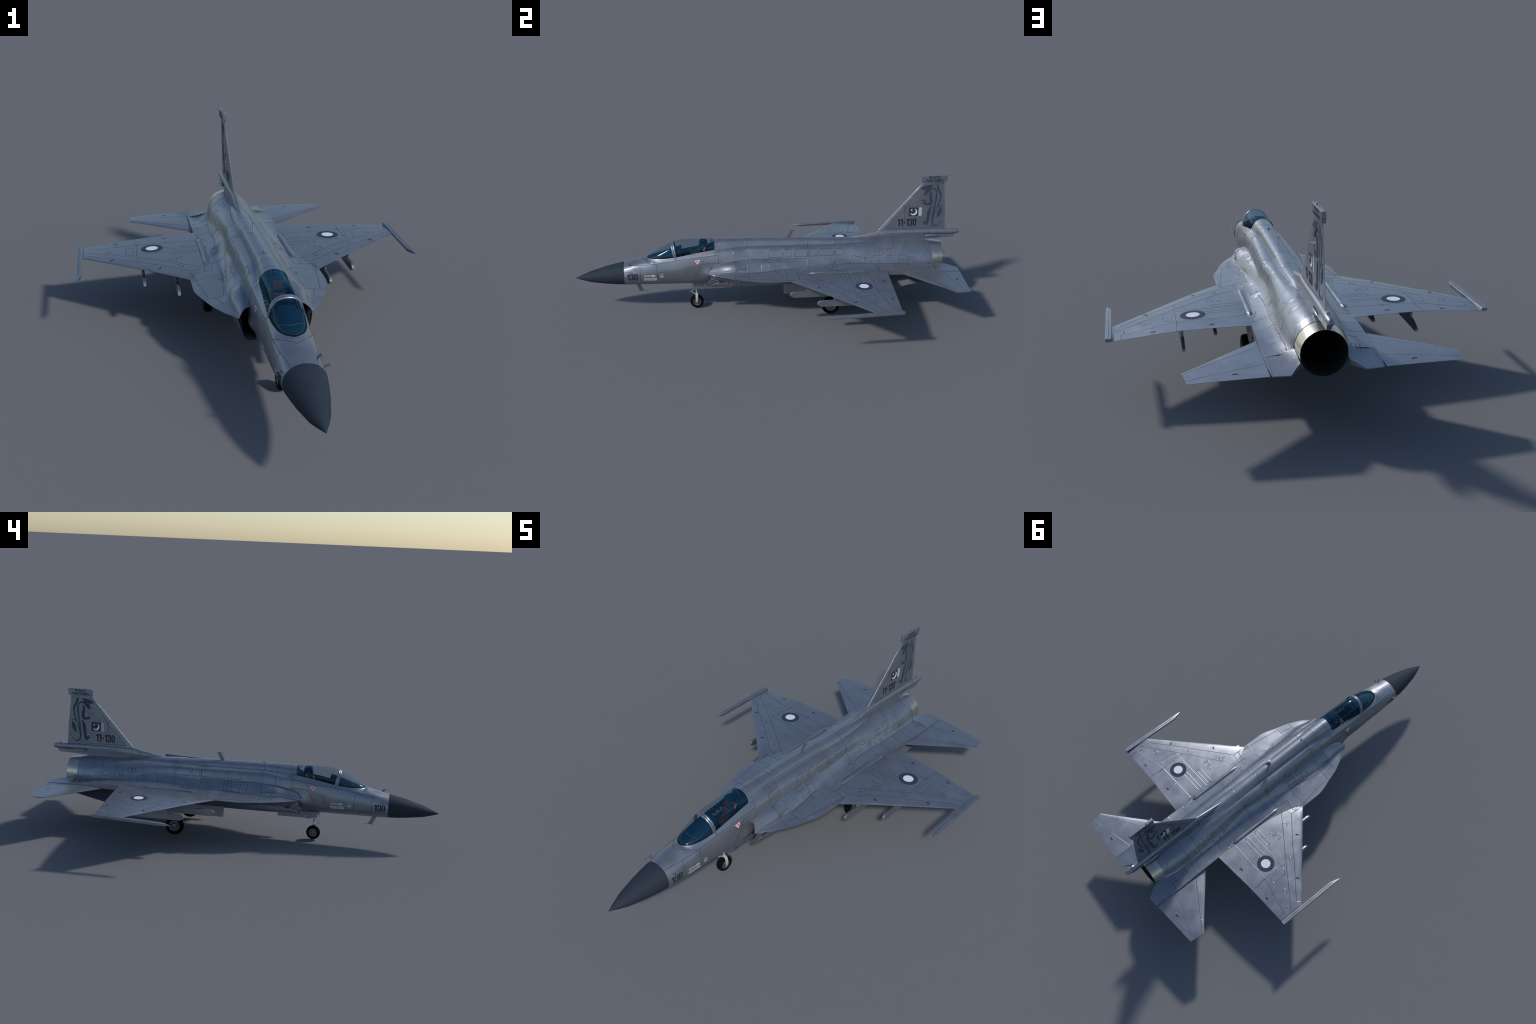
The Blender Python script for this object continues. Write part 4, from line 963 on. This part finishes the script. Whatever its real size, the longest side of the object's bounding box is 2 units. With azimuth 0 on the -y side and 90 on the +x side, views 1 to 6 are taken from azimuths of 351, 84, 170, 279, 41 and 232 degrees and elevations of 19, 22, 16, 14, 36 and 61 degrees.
    # intake danger arrow
    D = [(-.3180, .2140), (-.3180, .2050), (-.2800, .1925), (-.2680, .1895), (-.2800, .1868), (-.3180, .1752), (-.3180, .1672), (-.2700, .1790), (-.2300, .1890), (-.2700, .2010)]
    lay("danger_arrow", [[(s * u, v) for u, v in D]], side(.108), NAVY, ROOT, .0005)
    for sg in (1, -1):
        d0 = -.3120; d1 = -.2700
        def dplace(u, v, sg=sg):
            y = d0 + (d1 - d0) * (u if s == 1 else 1 - u)
            zc = .1892 + sg * (.0200 - .0150 * (y - d0) / (d1 - d0) + .0010)
            return (s * .108, y, zc + (v - .5) * .0058)
        write("danger_text", "DANGER", (0, 0, 1, 1), dplace, WHITE, ROOT, .0008, .01)
    # figure two
    e0, e1 = ub(-.1815, -.1725)
    write("station_number", "2", (e0, .2432, e1, .2535), side(.132), STENCIL, ROOT, .0006, .01)
    e0, e1 = ub(.3930, .3995)
    write("station_number", "2", (e0, .2600, e1, .2680), side(.112), STENCIL, ROOT, .0006, .01)
    write("station_number", "2", (-.006, -.006, .006, .006), lambda u, v: (s * (.5045 + v * .9), .391 + u * .9 * s, .232), FADED, ROOT, .0005, .0, WING_OUT)

    # fin: serial, flag, cat, title
    FS = lambda u, v: (s * .0060, u if s == 1 else -u, v)
    u0, u1 = ub(.6655, .7650)
    stencil("tail_number", "11-130", (u0, .4175, u1, .4565), FS, FIN)
    f0, f1 = ub(.7225, .7910)
    lay("flag_field", [rect(f0, .4712, f0 + .0510, .5172)], FS, NAVY, FIN, .0005)
    lay("flag_stripe", [rect(f0 + .0515, .4712, f1, .5172)], FS, LIGHTGREY, FIN, .0005)
    mc = (f0 + .0255, .4935); R1, R2 = .0185, .0158; off = (-.0052, .0052)
    outer = [(mc[0] + R1 * math.cos(t), mc[1] + R1 * math.sin(t)) for t in np.linspace(math.radians(-172), math.radians(82), 26)]
    inner = [(mc[0] + off[0] + R2 * math.cos(t), mc[1] + off[1] + R2 * math.sin(t)) for t in np.linspace(math.radians(70), math.radians(-160), 26)]
    lay("flag_crescent", [outer + inner], FS, WHITE, FIN, .0008)
    st = []
    for i in range(10):
        r = .0062 if i % 2 == 0 else .0026; t = math.radians(80 + 36 * i); st.append((mc[0] - .0105 + r * math.cos(t), mc[1] + .0105 + r * math.sin(t)))
    lay("flag_star", [st], FS, WHITE, FIN, .0008)
    cat = [
        [(.8180, .6230, .006), (.8490, .6154, .0065), (.8647, .5993, .0050), (.8662, .5642, .0042), (.8598, .5246, .0040), (.8535, .4800, .0055), (.8500, .4450, .0068), (.8576, .4189, .0058), (.8735, .4112, .0042), (.8918, .4236, .0026), (.9005, .4431, .0020), (.8965, .4510, .0012)],
        [(.8658, .6365, .011), (.8738, .6085, .010), (.8857, .5851, .0105), (.8850, .5601, .0072), (.8781, .5332, .0060), (.8678, .5064, .0034), (.8652, .4991, .0014)],
        [(.8992, .5215, .002), (.8834, .5240, .005), (.8769, .5132, .002)],
        [(.8930, .5140, .006), (.8862, .4873, .0200), (.8790, .4679, .0110), (.8750, .4593, .0050)],
        [(.8309, .5994, .0045), (.8323, .5769, .0130), (.8362, .5566, .0150), (.8337, .5368, .0170), (.8181, .5330, .0110), (.8020, .5350, .0070), (.7950, .5420, .0014)],
        [(.8416, .5211, .004), (.8338, .5067, .0120), (.8286, .4819, .0180), (.8261, .4569, .0150), (.8235, .4369, .0130), (.8183, .4267, .0150), (.8060, .4334, .0080), (.8000, .4376, .0014)],
        [(.8437, .6344, .0025), (.8231, .6310, .0120), (.8080, .6235, .0200), (.7920, .6200, .0160), (.7830, .6154, .0050)],
        [(.8380, .6120, .003), (.8350, .6180, .0100), (.8230, .6200, .0120), (.8150, .6180, .004)],
        [(.8150, .6110, .0080), (.8060, .6020, .0100), (.7990, .5950, .0020)],
        [(.8180, .5310, .0100), (.8060, .5420, .0060), (.8020, .5480, .0010)],
        [(.8190, .4290, .0120), (.8090, .4400, .0050), (.8050, .4450, .0010)],
        [(.8590, .6080, .0010), (.8600, .5700, .0014), (.8555, .5300, .0014), (.8495, .4900, .0012), (.8470, .4620, .0008)],
        [(.8470, .4500, .0008), (.8540, .4260, .0018), (.8660, .4170, .0022), (.8780, .4210, .0006)],
        [(.8700, .4940, .0030), (.8590, .4800, .0018), (.8560, .4560, .0010)],
        [(.8410, .6010, .0010), (.8330, .5920, .0035), (.8310, .5820, .0010)],
        [(.8300, .6150, .0100), (.8150, .6030, .0110), (.8050, .5900, .0110), (.7940, .5850, .0020)],
    ]
    for k, c in enumerate(cat):
        lay("big_cat_figure", [stroke([(u if s == 1 else -u, v, w) for u, v, w in c], 5)], FS, CATBLUE, FIN, .00040 + .00012 * k, .02)
    u0, u1 = ub(.8195, .8765); write("tail_title", "BLACK", (u0, .6715, u1, .6835), lambda u, v: (s * .0075, u if s == 1 else -u, v), STENCIL, FIN, .0005, .025)
    u0, u1 = ub(.8045, .8910); write("tail_title", "PANTHERS", (u0, .6545, u1, .6670), lambda u, v: (s * .0075, u if s == 1 else -u, v), STENCIL, FIN, .0005, .025)
